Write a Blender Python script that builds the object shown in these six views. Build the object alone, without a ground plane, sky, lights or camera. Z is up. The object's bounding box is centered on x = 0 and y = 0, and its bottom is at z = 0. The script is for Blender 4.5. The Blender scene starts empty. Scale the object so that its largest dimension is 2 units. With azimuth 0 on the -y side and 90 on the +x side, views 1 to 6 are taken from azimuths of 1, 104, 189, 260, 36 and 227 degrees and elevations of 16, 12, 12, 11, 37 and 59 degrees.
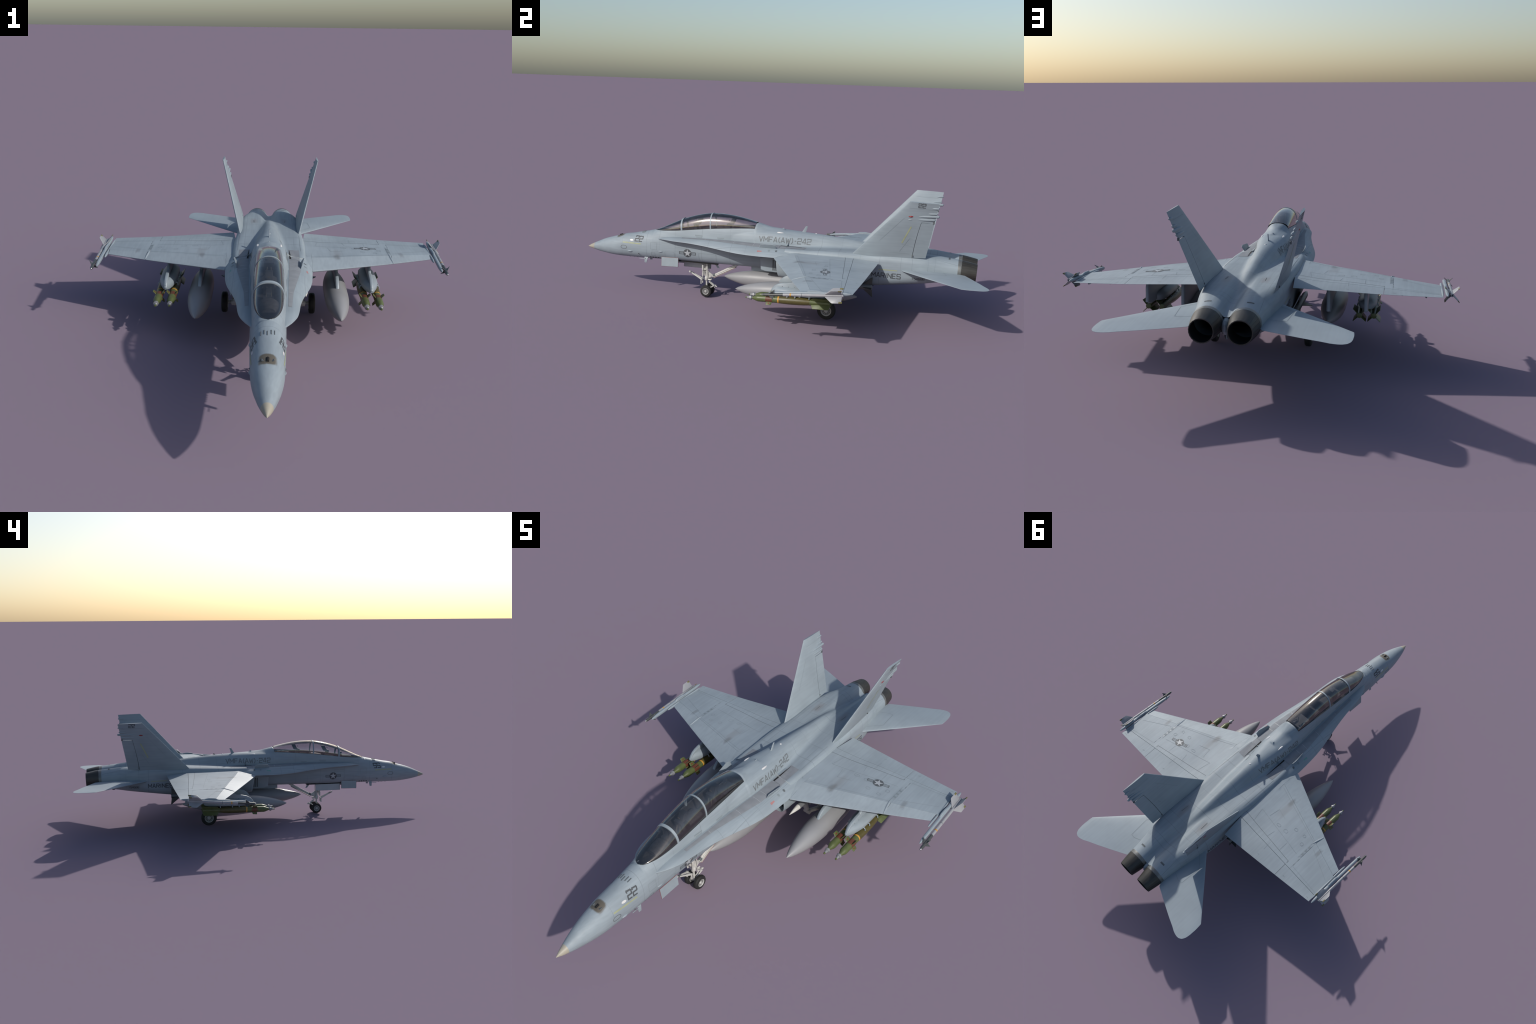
"""Two-seat twin-tail carrier strike fighter, parked, gear down, with stores."""
import bpy, bmesh, math
import numpy as np
from mathutils import Vector, Matrix
from mathutils.bvhtree import BVHTree

R = np.random.default_rng(7)
V = Vector

# ------------------------------------------------------------------ materials
def nodes_of(m):
    m.use_nodes = True
    return m.node_tree, m.node_tree.nodes, m.node_tree.links

def plain(name, col, rough=.5, metal=0., var=.06, scale=40., bump=0., spec=.5, coat=0.):
    """A paint whose value wanders a little with noise on object coordinates."""
    m = bpy.data.materials.new(name)
    t, n, l = nodes_of(m)
    b = n["Principled BSDF"]
    b.inputs["Roughness"].default_value = rough
    b.inputs["Metallic"].default_value = metal
    b.inputs["Specular IOR Level"].default_value = spec
    b.inputs["Coat Weight"].default_value = coat
    tc = n.new("ShaderNodeTexCoord")
    no = n.new("ShaderNodeTexNoise")
    no.inputs["Scale"].default_value = scale
    no.inputs["Detail"].default_value = 4
    l.new(tc.outputs["Object"], no.inputs["Vector"])
    mr = n.new("ShaderNodeMapRange")
    mr.inputs[1].default_value, mr.inputs[2].default_value = .3, .7
    mr.inputs[3].default_value, mr.inputs[4].default_value = 1 - var, 1 + var
    l.new(no.outputs["Fac"], mr.inputs[0])
    hs = n.new("ShaderNodeHueSaturation")
    hs.inputs["Color"].default_value = (*col, 1)
    l.new(mr.outputs[0], hs.inputs["Value"])
    l.new(hs.outputs[0], b.inputs["Base Color"])
    if bump:
        bp = n.new("ShaderNodeBump")
        bp.inputs["Strength"].default_value = bump
        bp.inputs["Distance"].default_value = .002
        l.new(no.outputs["Fac"], bp.inputs["Height"])
        l.new(bp.outputs[0], b.inputs["Normal"])
    return m

class Graph:
    """Small helper to chain math on sockets."""
    def __init__(s, tree):
        s.n, s.l = tree.nodes, tree.links
    def math(s, op, a, b=None, c=None):
        k = s.n.new("ShaderNodeMath"); k.operation = op
        for i, v in enumerate((a, b, c)):
            if v is None: continue
            if isinstance(v, (int, float)): k.inputs[i].default_value = v
            else: s.l.new(v, k.inputs[i])
        return k.outputs[0]
    def band(s, v, lo, hi, soft):
        """1 inside lo..hi, falling off over soft."""
        a = s.ramp(v, lo - soft, lo + soft, 0, 1)
        b = s.ramp(v, hi - soft, hi + soft, 1, 0)
        return s.math("MULTIPLY", a, b)
    def ramp(s, v, a, b, c, d):
        k = s.n.new("ShaderNodeMapRange")
        k.interpolation_type = "SMOOTHSTEP"
        for i, x in zip((1, 2, 3, 4), (a, b, c, d)): k.inputs[i].default_value = x
        s.l.new(v, k.inputs[0])
        return k.outputs[0]
    def mix(s, fac, a, b):
        k = s.n.new("ShaderNodeMix"); k.data_type = "RGBA"
        if isinstance(fac, (int, float)): k.inputs[0].default_value = fac
        else: s.l.new(fac, k.inputs[0])
        for i, v in ((6, a), (7, b)):
            if isinstance(v, tuple): k.inputs[i].default_value = (*v, 1)
            else: s.l.new(v, k.inputs[i])
        return k.outputs[2]

GREY = (.240, .283, .314)          # ghost grey paint
def paint(name, base=GREY, stations=(), lengthwise=(), patches=(), dark=.62, rough=.54, streak=.10, stains=()):
    """Grey paint: mottling, fore-and-aft streaks, faint panel joints at stations along y,
    joints along |x|, and soft tinted patches (|x|, y, rx, ry, colour, strength, zmin)."""
    m = bpy.data.materials.new(name)
    t, n, l = nodes_of(m)
    g = Graph(t)
    b = n["Principled BSDF"]
    b.inputs["Roughness"].default_value = rough
    b.inputs["Specular IOR Level"].default_value = .4
    tc = n.new("ShaderNodeTexCoord")
    sp = n.new("ShaderNodeSeparateXYZ")
    l.new(tc.outputs["Object"], sp.inputs[0])
    X, Y, Z = sp.outputs
    AX = g.math("ABSOLUTE", X)
    big = n.new("ShaderNodeTexNoise"); big.inputs["Scale"].default_value = 9; big.inputs["Detail"].default_value = 5
    l.new(tc.outputs["Object"], big.inputs["Vector"])
    mp = n.new("ShaderNodeMapping"); mp.inputs["Scale"].default_value = (110, 7, 110)
    l.new(tc.outputs["Object"], mp.inputs["Vector"])
    st = n.new("ShaderNodeTexNoise"); st.inputs["Scale"].default_value = 1; st.inputs["Detail"].default_value = 3
    l.new(mp.outputs[0], st.inputs["Vector"])
    v1 = g.ramp(big.outputs["Fac"], .3, .7, .95, 1.05)
    v2 = g.ramp(st.outputs["Fac"], .3, .7, 1 - streak * .5, 1 + streak * .5)
    val = g.math("MULTIPLY", v1, v2)
    if stations or lengthwise:
        line = None
        for y in stations:
            d = g.math("ABSOLUTE", g.math("SUBTRACT", Y, y))
            k = g.math("LESS_THAN", d, .0006)
            line = k if line is None else g.math("MAXIMUM", line, k)
        for x in lengthwise:
            d = g.math("ABSOLUTE", g.math("SUBTRACT", AX, x))
            k = g.math("LESS_THAN", d, .0005)
            line = k if line is None else g.math("MAXIMUM", line, k)
        br = g.ramp(big.outputs["Fac"], .35, .6, .25, 1)
        val = g.math("MULTIPLY", val, g.math("SUBTRACT", 1, g.math("MULTIPLY", g.math("MULTIPLY", line, br), 1 - dark)))
    hs = n.new("ShaderNodeHueSaturation"); hs.inputs["Color"].default_value = (*base, 1)
    l.new(val, hs.inputs["Value"])
    col = hs.outputs[0]
    for (px, py, rx, ry, c, s, zlo) in patches:
        hard = s > .9
        dx = g.math("DIVIDE", g.math("SUBTRACT", AX, px), rx)
        dy = g.math("DIVIDE", g.math("SUBTRACT", Y, py), ry)
        p4 = lambda q: g.math("POWER", g.math("ABSOLUTE", q), 4.)
        d = g.math("POWER", g.math("ADD", p4(dx), p4(dy)), 1 / 4.)
        d = g.math("ADD", d, g.math("MULTIPLY", g.math("SUBTRACT", st.outputs["Fac"], .5), .25 if hard else .9))
        f = g.math("MULTIPLY", g.ramp(d, .74 if hard else .25, 1.04 if hard else 1.1, s, 0), g.ramp(Z, zlo - .002, zlo + .002, 0, 1))
        col = g.mix(f, col, c)
    for (y0, y1, soft, c, s, cond) in stains:            # band of colour along y
        f = g.math("MULTIPLY", g.band(Y, y0, y1, soft), s)
        col = g.mix(f, col, c)
    l.new(col, b.inputs["Base Color"])
    bp = n.new("ShaderNodeBump"); bp.inputs["Strength"].default_value = .05; bp.inputs["Distance"].default_value = .001
    l.new(big.outputs["Fac"], bp.inputs["Height"]); l.new(bp.outputs[0], b.inputs["Normal"])
    return m

SOOT = (.10, .10, .10)
M = {}
M["body"] = paint("ghost_grey_fuselage", stations=(-.79, -.655, -.585, -.50, -.36, -.215, .235, .33, .43, .52, .615, .665, .735, .765),
                  lengthwise=(.098,), patches=[(0, -.810, .0275, .022, (.095, .082, .062), .95, .25),
                                                   (.066, .575, .02, .05, (.20, .19, .19), .5, .30)])
M["wing"] = paint("ghost_grey_wing", (.268, .313, .345), patches=[(.262, .178, .017, .03, SOOT, .5, .25), (.268, .225, .028, .06, (.2, .2, .2), .32, .25),
                                              (.53, .275, .012, .028, SOOT, .38, .25)], streak=.08)
M["fin"] = paint("ghost_grey_fin", streak=.07)
M["stab"] = paint("ghost_grey_stabilator", (.268, .313, .345), streak=.05)
M["lex"] = paint("ghost_grey_strake", stations=(-.31, -.19, -.115), lengthwise=(.125,))
M["grey"] = plain("grey_paint", GREY, .45, var=.04)
M["lightgrey"] = plain("pale_grey_paint", (.355, .38, .40), .42, var=.04)
M["walk"] = plain("walkway_grey", (.20, .215, .235), .75, var=.08)
M["seam"] = plain("seam_dark", (.085, .097, .105), .7)
M["faint"] = plain("seam_faint", (.185, .22, .24), .6)
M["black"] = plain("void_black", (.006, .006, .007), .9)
M["mark"] = plain("marking_dark_grey", (.06, .067, .075), .6)
M["markmid"] = plain("marking_mid_grey", (.105, .12, .13), .6)
M["markwing"] = plain("marking_wing_grey", (.085, .095, .103), .6)
M["markpale"] = plain("marking_pale_grey", (.125, .14, .15), .6)
M["slime"] = plain("formation_strip", (.30, .325, .205), .5)
M["white"] = plain("white_paint", (.58, .575, .57), .4, var=.04)
M["gear"] = plain("gear_white", (.46, .455, .43), .4, var=.1, scale=90)
M["tyre"] = plain("tyre_rubber", (.013, .013, .013), .75, var=.2)
M["rim"] = plain("wheel_rim", (.36, .36, .35), .4)
M["rimdark"] = plain("wheel_recess_grey", (.10, .10, .10), .6)
M["steel"] = plain("dull_steel", (.33, .33, .34), .35, metal=.8)
M["red"] = plain("red_paint", (.20, .012, .014), .4)
M["redtrim"] = plain("door_edge_red", (.20, .06, .055), .5)
M["tan"] = plain("radome_tip_tan", (.325, .302, .245), .5)
M["olive"] = plain("bomb_olive", (.085, .105, .036), .42, var=.12, scale=60)
M["olive2"] = plain("bomb_olive_brown", (.078, .066, .02), .42, var=.16, scale=60)
M["seeker"] = plain("seeker_grey_metal", (.24, .245, .255), .4, metal=.2)
M["rust"] = plain("bomb_band_brown", (.12, .04, .022), .5)
M["yellow"] = plain("yellow_band", (.46, .235, .035), .45)
M["tank"] = plain("drop_tank_grey", (.235, .238, .248), .45, var=.06, scale=12)
M["missile"] = plain("missile_pale_grey", (.27, .275, .29), .4)
M["missiledark"] = plain("missile_seeker_dark", (.055, .06, .06), .4)
M["missilefin"] = plain("missile_fin_olive", (.12, .11, .04), .5)
M["side_grey"] = plain("missile_body_grey", (.15, .155, .165), .45)
M["radome_w"] = plain("missile_radome_white", (.58, .575, .55), .4)
M["seat"] = plain("seat_dark", (.020, .023, .027), .7, var=.25)  # base colour lowered so sunlit seats look as dim as under the canopy
M["cockpit"] = plain("cockpit_dark", (.028, .027, .027), .7, var=.35, scale=120)
M["cock2"] = plain("cockpit_grey", (.032, .036, .040), .6)
M["straps"] = plain("harness_khaki", (.07, .065, .05), .8)
M["ring"] = plain("nozzle_ring_metal", (.16, .165, .16), .42, metal=.4, var=.2, scale=60)
M["pinkmark"] = plain("faded_red_mark", (.33, .16, .16), .6)
M["greenmark"] = plain("faded_green_mark", (.13, .28, .26), .6)

def nozzle_mat():
    m = bpy.data.materials.new("nozzle_petal_metal")
    t, n, l = nodes_of(m); g = Graph(t)
    b = n["Principled BSDF"]; b.inputs["Metallic"].default_value = .35; b.inputs["Roughness"].default_value = .48
    tc = n.new("ShaderNodeTexCoord"); mp = n.new("ShaderNodeMapping"); mp.inputs["Scale"].default_value = (160, 9, 160)
    l.new(tc.outputs["Object"], mp.inputs["Vector"])
    no = n.new("ShaderNodeTexNoise"); no.inputs["Scale"].default_value = 1; no.inputs["Detail"].default_value = 4
    l.new(mp.outputs[0], no.inputs["Vector"])
    f = g.ramp(no.outputs["Fac"], .3, .7, 0, 1)
    l.new(g.mix(f, (.042, .040, .036), (.055, .052, .046)), b.inputs["Base Color"])
    return m
M["nozzle"] = nozzle_mat()

def glass_mat():
    """Thin tinted acrylic: mostly see-through, glossy by Fresnel."""
    m = bpy.data.materials.new("canopy_tinted_acrylic")
    t, n, l = nodes_of(m)
    n.remove(n["Principled BSDF"])
    tr = n.new("ShaderNodeBsdfTransparent"); tr.inputs[0].default_value = (.84, .83, .84, 1)
    gl = n.new("ShaderNodeBsdfGlossy"); gl.inputs[0].default_value = (1, .97, .93, 1); gl.inputs["Roughness"].default_value = .12
    fr = n.new("ShaderNodeFresnel"); fr.inputs[0].default_value = 1.5
    mx = n.new("ShaderNodeMixShader")
    fa = Graph(t).math("MULTIPLY_ADD", fr.outputs[0], 1.25, .085)
    l.new(fa, mx.inputs[0]); l.new(tr.outputs[0], mx.inputs[1]); l.new(gl.outputs[0], mx.inputs[2])
    df = n.new("ShaderNodeBsdfDiffuse"); df.inputs[0].default_value = (.20, .22, .25, 1)  # grey diffuse share tints the glass with a hazy veil
    m2 = n.new("ShaderNodeMixShader"); m2.inputs[0].default_value = .04
    l.new(mx.outputs[0], m2.inputs[1]); l.new(df.outputs[0], m2.inputs[2])
    l.new(m2.outputs[0], n["Material Output"].inputs[0])
    return m
M["glass"] = glass_mat()

# ------------------------------------------------------------------ scene helpers
COLL = bpy.context.scene.collection
ROOT = bpy.data.objects.new("fighter_jet", None)
ROOT["label"] = "grey twin-tail two-seat jet fighter with bombs, tanks and missiles"
ROOT["category"] = "fighter jet"
COLL.objects.link(ROOT)

def obj_from(name, me, mat, parent=None, angle=32.):
    mats = mat if isinstance(mat, (list, tuple)) else [mat]
    for k in mats: me.materials.append(M[k] if isinstance(k, str) else k)
    if angle is not None:
        me.shade_smooth()
        me.set_sharp_from_angle(angle=math.radians(angle))
    o = bpy.data.objects.new(name, me)
    COLL.objects.link(o)
    o.parent = parent or ROOT
    return o

def mesh(name, verts, faces, mat, parent=None, angle=32., idx=None, weld=True):
    me = bpy.data.meshes.new(name)
    me.from_pydata([tuple(map(float, v)) for v in verts], [], [tuple(map(int, f)) for f in faces])
    if idx is not None: me.polygons.foreach_set("material_index", np.array(idx, np.int32))
    bm = bmesh.new(); bm.from_mesh(me)
    if weld: bmesh.ops.remove_doubles(bm, verts=bm.verts, dist=1e-6)
    bmesh.ops.dissolve_degenerate(bm, dist=1e-7, edges=bm.edges)
    bmesh.ops.recalc_face_normals(bm, faces=bm.faces)
    bm.to_mesh(me); bm.free()
    return obj_from(name, me, mat, parent, angle)

class Geo:
    """Collects verts and faces of several simple solids into one mesh."""
    def __init__(s): s.v, s.f, s.m, s.cur = [], [], [], 0
    def mat(s, i): s.cur = i; return s
    def add(s, verts, faces):
        k = len(s.v); s.v += [tuple(p) for p in verts]
        s.f += [tuple(i + k for i in f) for f in faces]; s.m += [s.cur] * len(faces)
        return s
    def loft(s, rings, caps=True, closed=True):
        n = len(rings[0]); vs = [p for r in rings for p in r]; fs = []
        for i in range(len(rings) - 1):
            for j in range(n if closed else n - 1):
                a, b = i * n + j, i * n + (j + 1) % n
                fs.append((a, b, b + n, a + n))
        if caps:
            fs.append(tuple(range(n))[::-1]); fs.append(tuple(range((len(rings) - 1) * n, len(rings) * n)))
        return s.add(vs, fs)
    def tube(s, p0, p1, r0, r1=None, n=12):
        p0, p1 = V(p0), V(p1); r1 = r0 if r1 is None else r1
        q = (p1 - p0).to_track_quat("Z", "Y")
        rings = [[p + q @ V((r * math.cos(a), r * math.sin(a), 0)) for a in np.linspace(0, 2 * math.pi, n, False)] for p, r in ((p0, r0), (p1, r1))]
        return s.loft(rings)
    def path(s, pts, r, n=8):
        for a, b in zip(pts[:-1], pts[1:]): s.tube(a, b, r, r, n)
        return s
    def lathe(s, prof, p0=(0, 0, 0), d=(0, 1, 0), n=24, caps=True):
        """Revolve (distance along d, radius) about the line through p0."""
        q = V(d).normalized().to_track_quat("Z", "Y"); p0 = V(p0)
        rings = [[p0 + q @ V((max(r, 1e-5) * math.cos(a), max(r, 1e-5) * math.sin(a), t)) for a in np.linspace(0, 2 * math.pi, n, False)] for t, r in prof]
        return s.loft(rings, caps)
    def box(s, c, h, rot=None):
        vs = []
        for x in (-1, 1):
            for y in (-1, 1):
                for z in (-1, 1):
                    p = V((x * h[0], y * h[1], z * h[2]))
                    if rot: p = rot @ p
                    vs.append(V(c) + p)
        return s.add(vs, [(0, 1, 3, 2), (4, 6, 7, 5), (0, 4, 5, 1), (2, 3, 7, 6), (0, 2, 6, 4), (1, 5, 7, 3)])
    def plate(s, outline, normal, th, taper=.55):
        """Flat panel with bevelled rim from a planar outline."""
        nrm = V(normal).normalized(); c = sum((V(p) for p in outline), V()) / len(outline)
        rings = []
        for off, sc in ((-.5, taper), (-.22, 0), (.22, 0), (.5, taper)):
            ring = []
            for p in outline:
                p = V(p); d = c - p
                ring.append(p + d.normalized() * min(th * sc, d.length * .5) + nrm * th * off)
            rings.append(ring)
        return s.loft(rings)
    def build(s, name, mat, parent=None, angle=32., mirror=False):
        v = [(-x, y, z) for x, y, z in s.v] if mirror else s.v
        return mesh(name, v, s.f, mat, parent, angle, s.m, weld=False)

def both(g, name, mat, parent=None, angle=32.):
    return [g.build(name, mat, parent, angle), g.build(name, mat, parent, angle, True)]

def interp(xs, ys):
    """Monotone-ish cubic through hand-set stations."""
    xs, ys = np.array(xs, float), np.array(ys, float)
    h = np.diff(xs); dl = np.diff(ys) / h
    m = np.zeros(len(xs)); m[0], m[-1] = dl[0], dl[-1]
    for i in range(1, len(xs) - 1):
        if dl[i - 1] * dl[i] > 0:
            w1, w2 = 2 * h[i] + h[i - 1], h[i] + 2 * h[i - 1]
            m[i] = (w1 + w2) / (w1 / dl[i - 1] + w2 / dl[i])
    def f(x):
        x = np.clip(x, xs[0], xs[-1]); i = np.clip(np.searchsorted(xs, x) - 1, 0, len(xs) - 2)
        t = (x - xs[i]) / h[i]
        return ((2 * t**3 - 3 * t**2 + 1) * ys[i] + (t**3 - 2 * t**2 + t) * h[i] * m[i] + (-2 * t**3 + 3 * t**2) * ys[i + 1] + (t**3 - t**2) * h[i] * m[i + 1])
    return f

def table(*rows):
    a = np.array(rows, float)
    return [interp(a[:, 0], a[:, k]) for k in range(1, a.shape[1])]

# ------------------------------------------------------------------ fuselage body
# forward fuselage: y, half width, keel height, height of greatest width, exponent
fW, fB, fM, fN = table((-1, .0006, .2, .2003, 2), (-.985, .0078, .1935, .2015, 2), (-.966, .0150, .1885, .2035, 2), (-.93, .0262, .1805, .2075, 2), (-.9, .0335, .1755, .211, 2),
    (-.866, .0405, .1712, .214, 2.05), (-.83, .0455, .1685, .217, 2.1), (-.797, .0485, .1675, .220, 2.1), (-.75, .0508, .1675, .223, 2.15),
    (-.7, .0523, .168, .225, 2.2), (-.62, .0545, .1695, .23, 2.25), (-.5, .0568, .171, .238, 2.4), (-.4, .0592, .172, .245, 2.5), (-.3, .0620, .173, .25, 2.6),
    (-.2, .0615, .174, .255, 2.7), (-.1, .0595, .175, .262, 2.9), (0, .0590, .175, .268, 2.9), (.08, .0570, .174, .272, 2.8), (.2, .050, .17, .272, 2.6), (.4, .048, .168, .255, 2.4), (.5, .045, .172, .245, 2.3), (.9, .02, .21, .225, 2))
fT, = table((-.097, .33), (.15, .328), (.3, .318), (.4, .300), (.5, .275), (.6, .255), (.7, .245))
# top line ahead of the windscreen
topA, = table((-1, .2006), (-.985, .2105), (-.966, .220), (-.935, .2345), (-.904, .2478), (-.866, .2605), (-.83, .2705), (-.81, .2765), (-.797, .2812), (-.775, .2862), (-.75, .2900), (-.70, .3005), (-.66, .3090), (-.622, .3178))
# canopy sill: y, half width, height
sX, sZ = table((-.622, .0005, .3178), (-.617, .0135, .3185), (-.61, .0200, .3192), (-.595, .0285, .3207), (-.57, .0370, .3225), (-.54, .0425, .3253), (-.5, .0460, .3292), (-.46, .0478, .3345),
    (-.39, .0489, .3440), (-.315, .0490, .3535), (-.2, .0472, .3640), (-.16, .0460, .3672), (-.097, .0430, .3705), (-.05, .0410, .3705), (.03, .038, .3690))
# canopy crown
cT, = table((-.622, .3182), (-.59, .3312), (-.554, .3480), (-.52, .3640), (-.486, .3795), (-.45, .3932), (-.411, .4055), (-.37, .4155), (-.32, .4226), (-.28, .4232), (-.234, .4212), (-.19, .4156), (-.13, .4035), (-.097, .3948), (-.05, .3842), (-.01, .3745), (.02, .3692))
# dorsal spine: y, half width, top, centre height, exponent
dW, dT, dC, dN = table((-.2, .0655, .3680, .270, 3.0), (-.097, .0705, .3702, .275, 3.0), (-.03, .0710, .3700, .278, 3.0), (.03, .0700, .3690, .28, 3.0), (.10, .0645, .3668, .281, 2.5), (.177, .0585, .3630, .283, 2.05),
    (.27, .052, .3575, .285, 1.9), (.35, .047, .3505, .287, 1.8), (.42, .043, .3435, .288, 1.75), (.5, .039, .3355, .288, 1.75), (.55, .038, .3275, .284, 1.8), (.60, .036, .3170, .278, 1.9), (.65, .032, .3060, .272, 1.9), (.70, .027, .2965, .268, 1.9), (.75, .023, .2910, .264, 1.9), (.80, .018, .2855, .262, 1.9), (.865, .012, .2735, .255, 2))
# engine nacelle / trunk as rounded box: y, inner x, outer x, bottom, top, corner radius
nI, nO, nB, nT, nR = table((.05, .02, .1350, .160, .285, .035), (.15, .015, .139, .160, .296, .034), (.3, .008, .1405, .161, .309, .034), (.42, .003, .1375, .1625, .3155, .036), (.50, .003, .137, .1655, .3180, .036), (.55, .003, .1375, .1715, .3200, .036),
    (.65, .004, .1345, .1835, .3205, .038), (.72, .005, .1275, .1905, .320, .045), (.78, .0065, .1185, .197, .3165, .0545), (.83, .0075, .1115, .2035, .3115, .0515), (.865, .0085, .1085, .2085, .308, .0497))
# wing-root deck: y, half width, top
kW, kT = table((-.12, .09, .290), (-.02, .125, .300), (.05, .135, .302), (.15, .142, .304), (.3, .142, .308), (.42, .136, .306), (.5, .13, .295), (.57, .12, .275), (.64, .10, .262))

def smin(a, b, k):
    h = np.clip(.5 + .5 * (b - a) / k, 0, 1)
    return b * (1 - h) + a * h - k * h * (1 - h)

def rbox(x, z, x0, x1, z0, z1, r):
    r = min(r, (x1 - x0) / 2, (z1 - z0) / 2)
    qx = np.abs(x - (x0 + x1) / 2) - (x1 - x0) / 2 + r
    qz = np.abs(z - (z0 + z1) / 2) - (z1 - z0) / 2 + r
    return np.minimum(np.maximum(qx, qz), 0) + np.hypot(np.maximum(qx, 0), np.maximum(qz, 0)) - r

def superell(x, z, w, zc, zt, zb, n):
    u = np.abs(x) / w
    v = np.where(z > zc, (z - zc) / max(zt - zc, 1e-4), (zc - z) / max(zc - zb, 1e-4))
    return ((u**n + v**n)**(1 / n) - 1) * min(w, zt - zc + 1e-4)

INTAKE = .075          # station where the trunk walls begin
def top_of(y):
    if y < -.622: return float(topA(y))
    xs, zs, w, zm, n = (float(f(y)) for f in (sX, sZ, fW, fM, fN))
    u = min(xs / w, .93)
    return zm + (zs - zm) / (1 - u**n)**(1 / n)

def body(y, x, z):
    w, zb, zm, n = (float(f(y)) for f in (fW, fB, fM, fN))
    d = superell(x, z, w, zm, top_of(y) if y <= -.097 else float(fT(y)), zb, n) if y < .7 else np.full_like(x, 1.)
    if y > -.2:
        s = superell(x, z, float(dW(y)), float(dC(y)), float(dT(y)), float(dC(y)) - .05, float(dN(y)))
        k = .006 if y < 0 else .006 + .02 * min(1, y / .3)
        d = smin(d, s, k) if y > -.097 else np.minimum(d, s + .002)
        if -.097 < y < .045:                                  # fairing behind the canopy, tapering aft
            q = (y + .097) / .142
            f = superell(x, z, .0595 * (1 - .62 * q**1.25), .262 + .06 * q, float(cT(min(y, .02))) - .012 * max(0, (q - .82) / .18)**2, .25, 2.9 - .9 * min(1, q * 2.2))
            d = smin(d, f, .004 + .012 * q)
    if y > INTAKE:
        ramp = min(1, (y - INTAKE) / .08)
        deck = rbox(x, z, -float(kW(y)), float(kW(y)), .25, float(kT(y)), .02)
        a = (float(nI(y)), float(nO(y)), float(nB(y)), float(nT(y)), float(nR(y)))
        ri = float(np.interp(y, [.4, .52, .62, .75, .865], [.03, .04, .047, .052, .0497]))
        side = lambda q: np.maximum(rbox(q, z, a[0] - .1, a[1], a[2], a[3], a[4]), rbox(q, z, a[0], a[1] + .1, a[2], a[3], ri))
        nac = smin(side(x), side(-x), .014)
        d = smin(d, nac, .001 + .013 * ramp)
        if y < .64: d = smin(d, deck, .001 + .011 * ramp)
    return d

NT, NB = 15, 84        # section points above / below the sill, per half
def section(y):
    zc = .25 if y > .05 else float(np.interp(y, [-1, -.9, -.7, -.5, .05], [.2003, .211, .23, .25, .25]))
    th = np.linspace(math.pi / 2, -math.pi / 2, 401)
    rr = np.linspace(.24, 0, 140)
    X, Z = rr[None] * np.cos(th)[:, None], zc + rr[None] * np.sin(th)[:, None]
    D = body(y, X, Z)
    i = np.clip((D < 0).argmax(1), 1, None)
    hi, lo = rr[i - 1], rr[i]                                # outside, inside
    for _ in range(11):
        r = (hi + lo) / 2
        ins = body(y, r * np.cos(th), zc + r * np.sin(th)) < 0
        lo, hi = np.where(ins, r, lo), np.where(ins, hi, r)
    r = (hi + lo) / 2
    x, z = r * np.cos(th), zc + r * np.sin(th)
    x[0] = x[-1] = 0
    s = np.r_[0, np.cumsum(np.hypot(np.diff(x), np.diff(z)))]
    if y < -.622: xs, cut = 0, s[-1] * .10
    else:
        ang = math.atan2(float(sZ(min(y, -.097))) - zc, float(sX(min(y, -.097))))
        cut = np.interp(-ang, -th, s)
        if y > -.05:
            q = min(1, (y + .05) / .3); cut = cut * (1 - q) + s[-1] * .14 * q
    ss = np.r_[np.linspace(0, cut, NT, False), np.linspace(cut, s[-1], NB + 1)]
    return np.interp(ss, s, x), np.interp(ss, s, z)

ys = np.unique(np.r_[-1, -.9985, -.996, -.992, np.linspace(-.985, -.63, 72), np.linspace(-.622, -.56, 16), np.linspace(-.555, -.1, 70), -.097, np.linspace(-.09, .07, 40), INTAKE, INTAKE + .0006, np.linspace(.08, .862, 150), .865].round(5))
ROWS = [section(y) for y in ys]
def build_body():
    N = NT + NB + 1
    verts, faces, idx = [], [], []
    for y, (x, z) in zip(ys, ROWS):
        for s in (1, -1):
            verts += [(s * a, y, b) for a, b in zip(x, z)]
    for i in range(len(ys) - 1):
        ym = (ys[i] + ys[i + 1]) / 2
        for s in (0, 1):
            for j in range(N - 1):
                if j < NT and -.622 < ym < -.097: continue        # cockpit opening
                a = (i * 2 + s) * N + j; b = a + 2 * N
                faces.append((a, a + 1, b + 1, b) if s else (a, b, b + 1, a + 1))
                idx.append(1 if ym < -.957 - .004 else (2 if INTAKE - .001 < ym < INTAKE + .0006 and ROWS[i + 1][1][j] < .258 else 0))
    last = (len(ys) - 1) * 2 * N
    faces.append(tuple(range(last, last + N)) + tuple(range(last + 2 * N - 1, last + N - 1, -1))); idx.append(0)
    return verts, faces, idx
bv, bf, bi = build_body()
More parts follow.
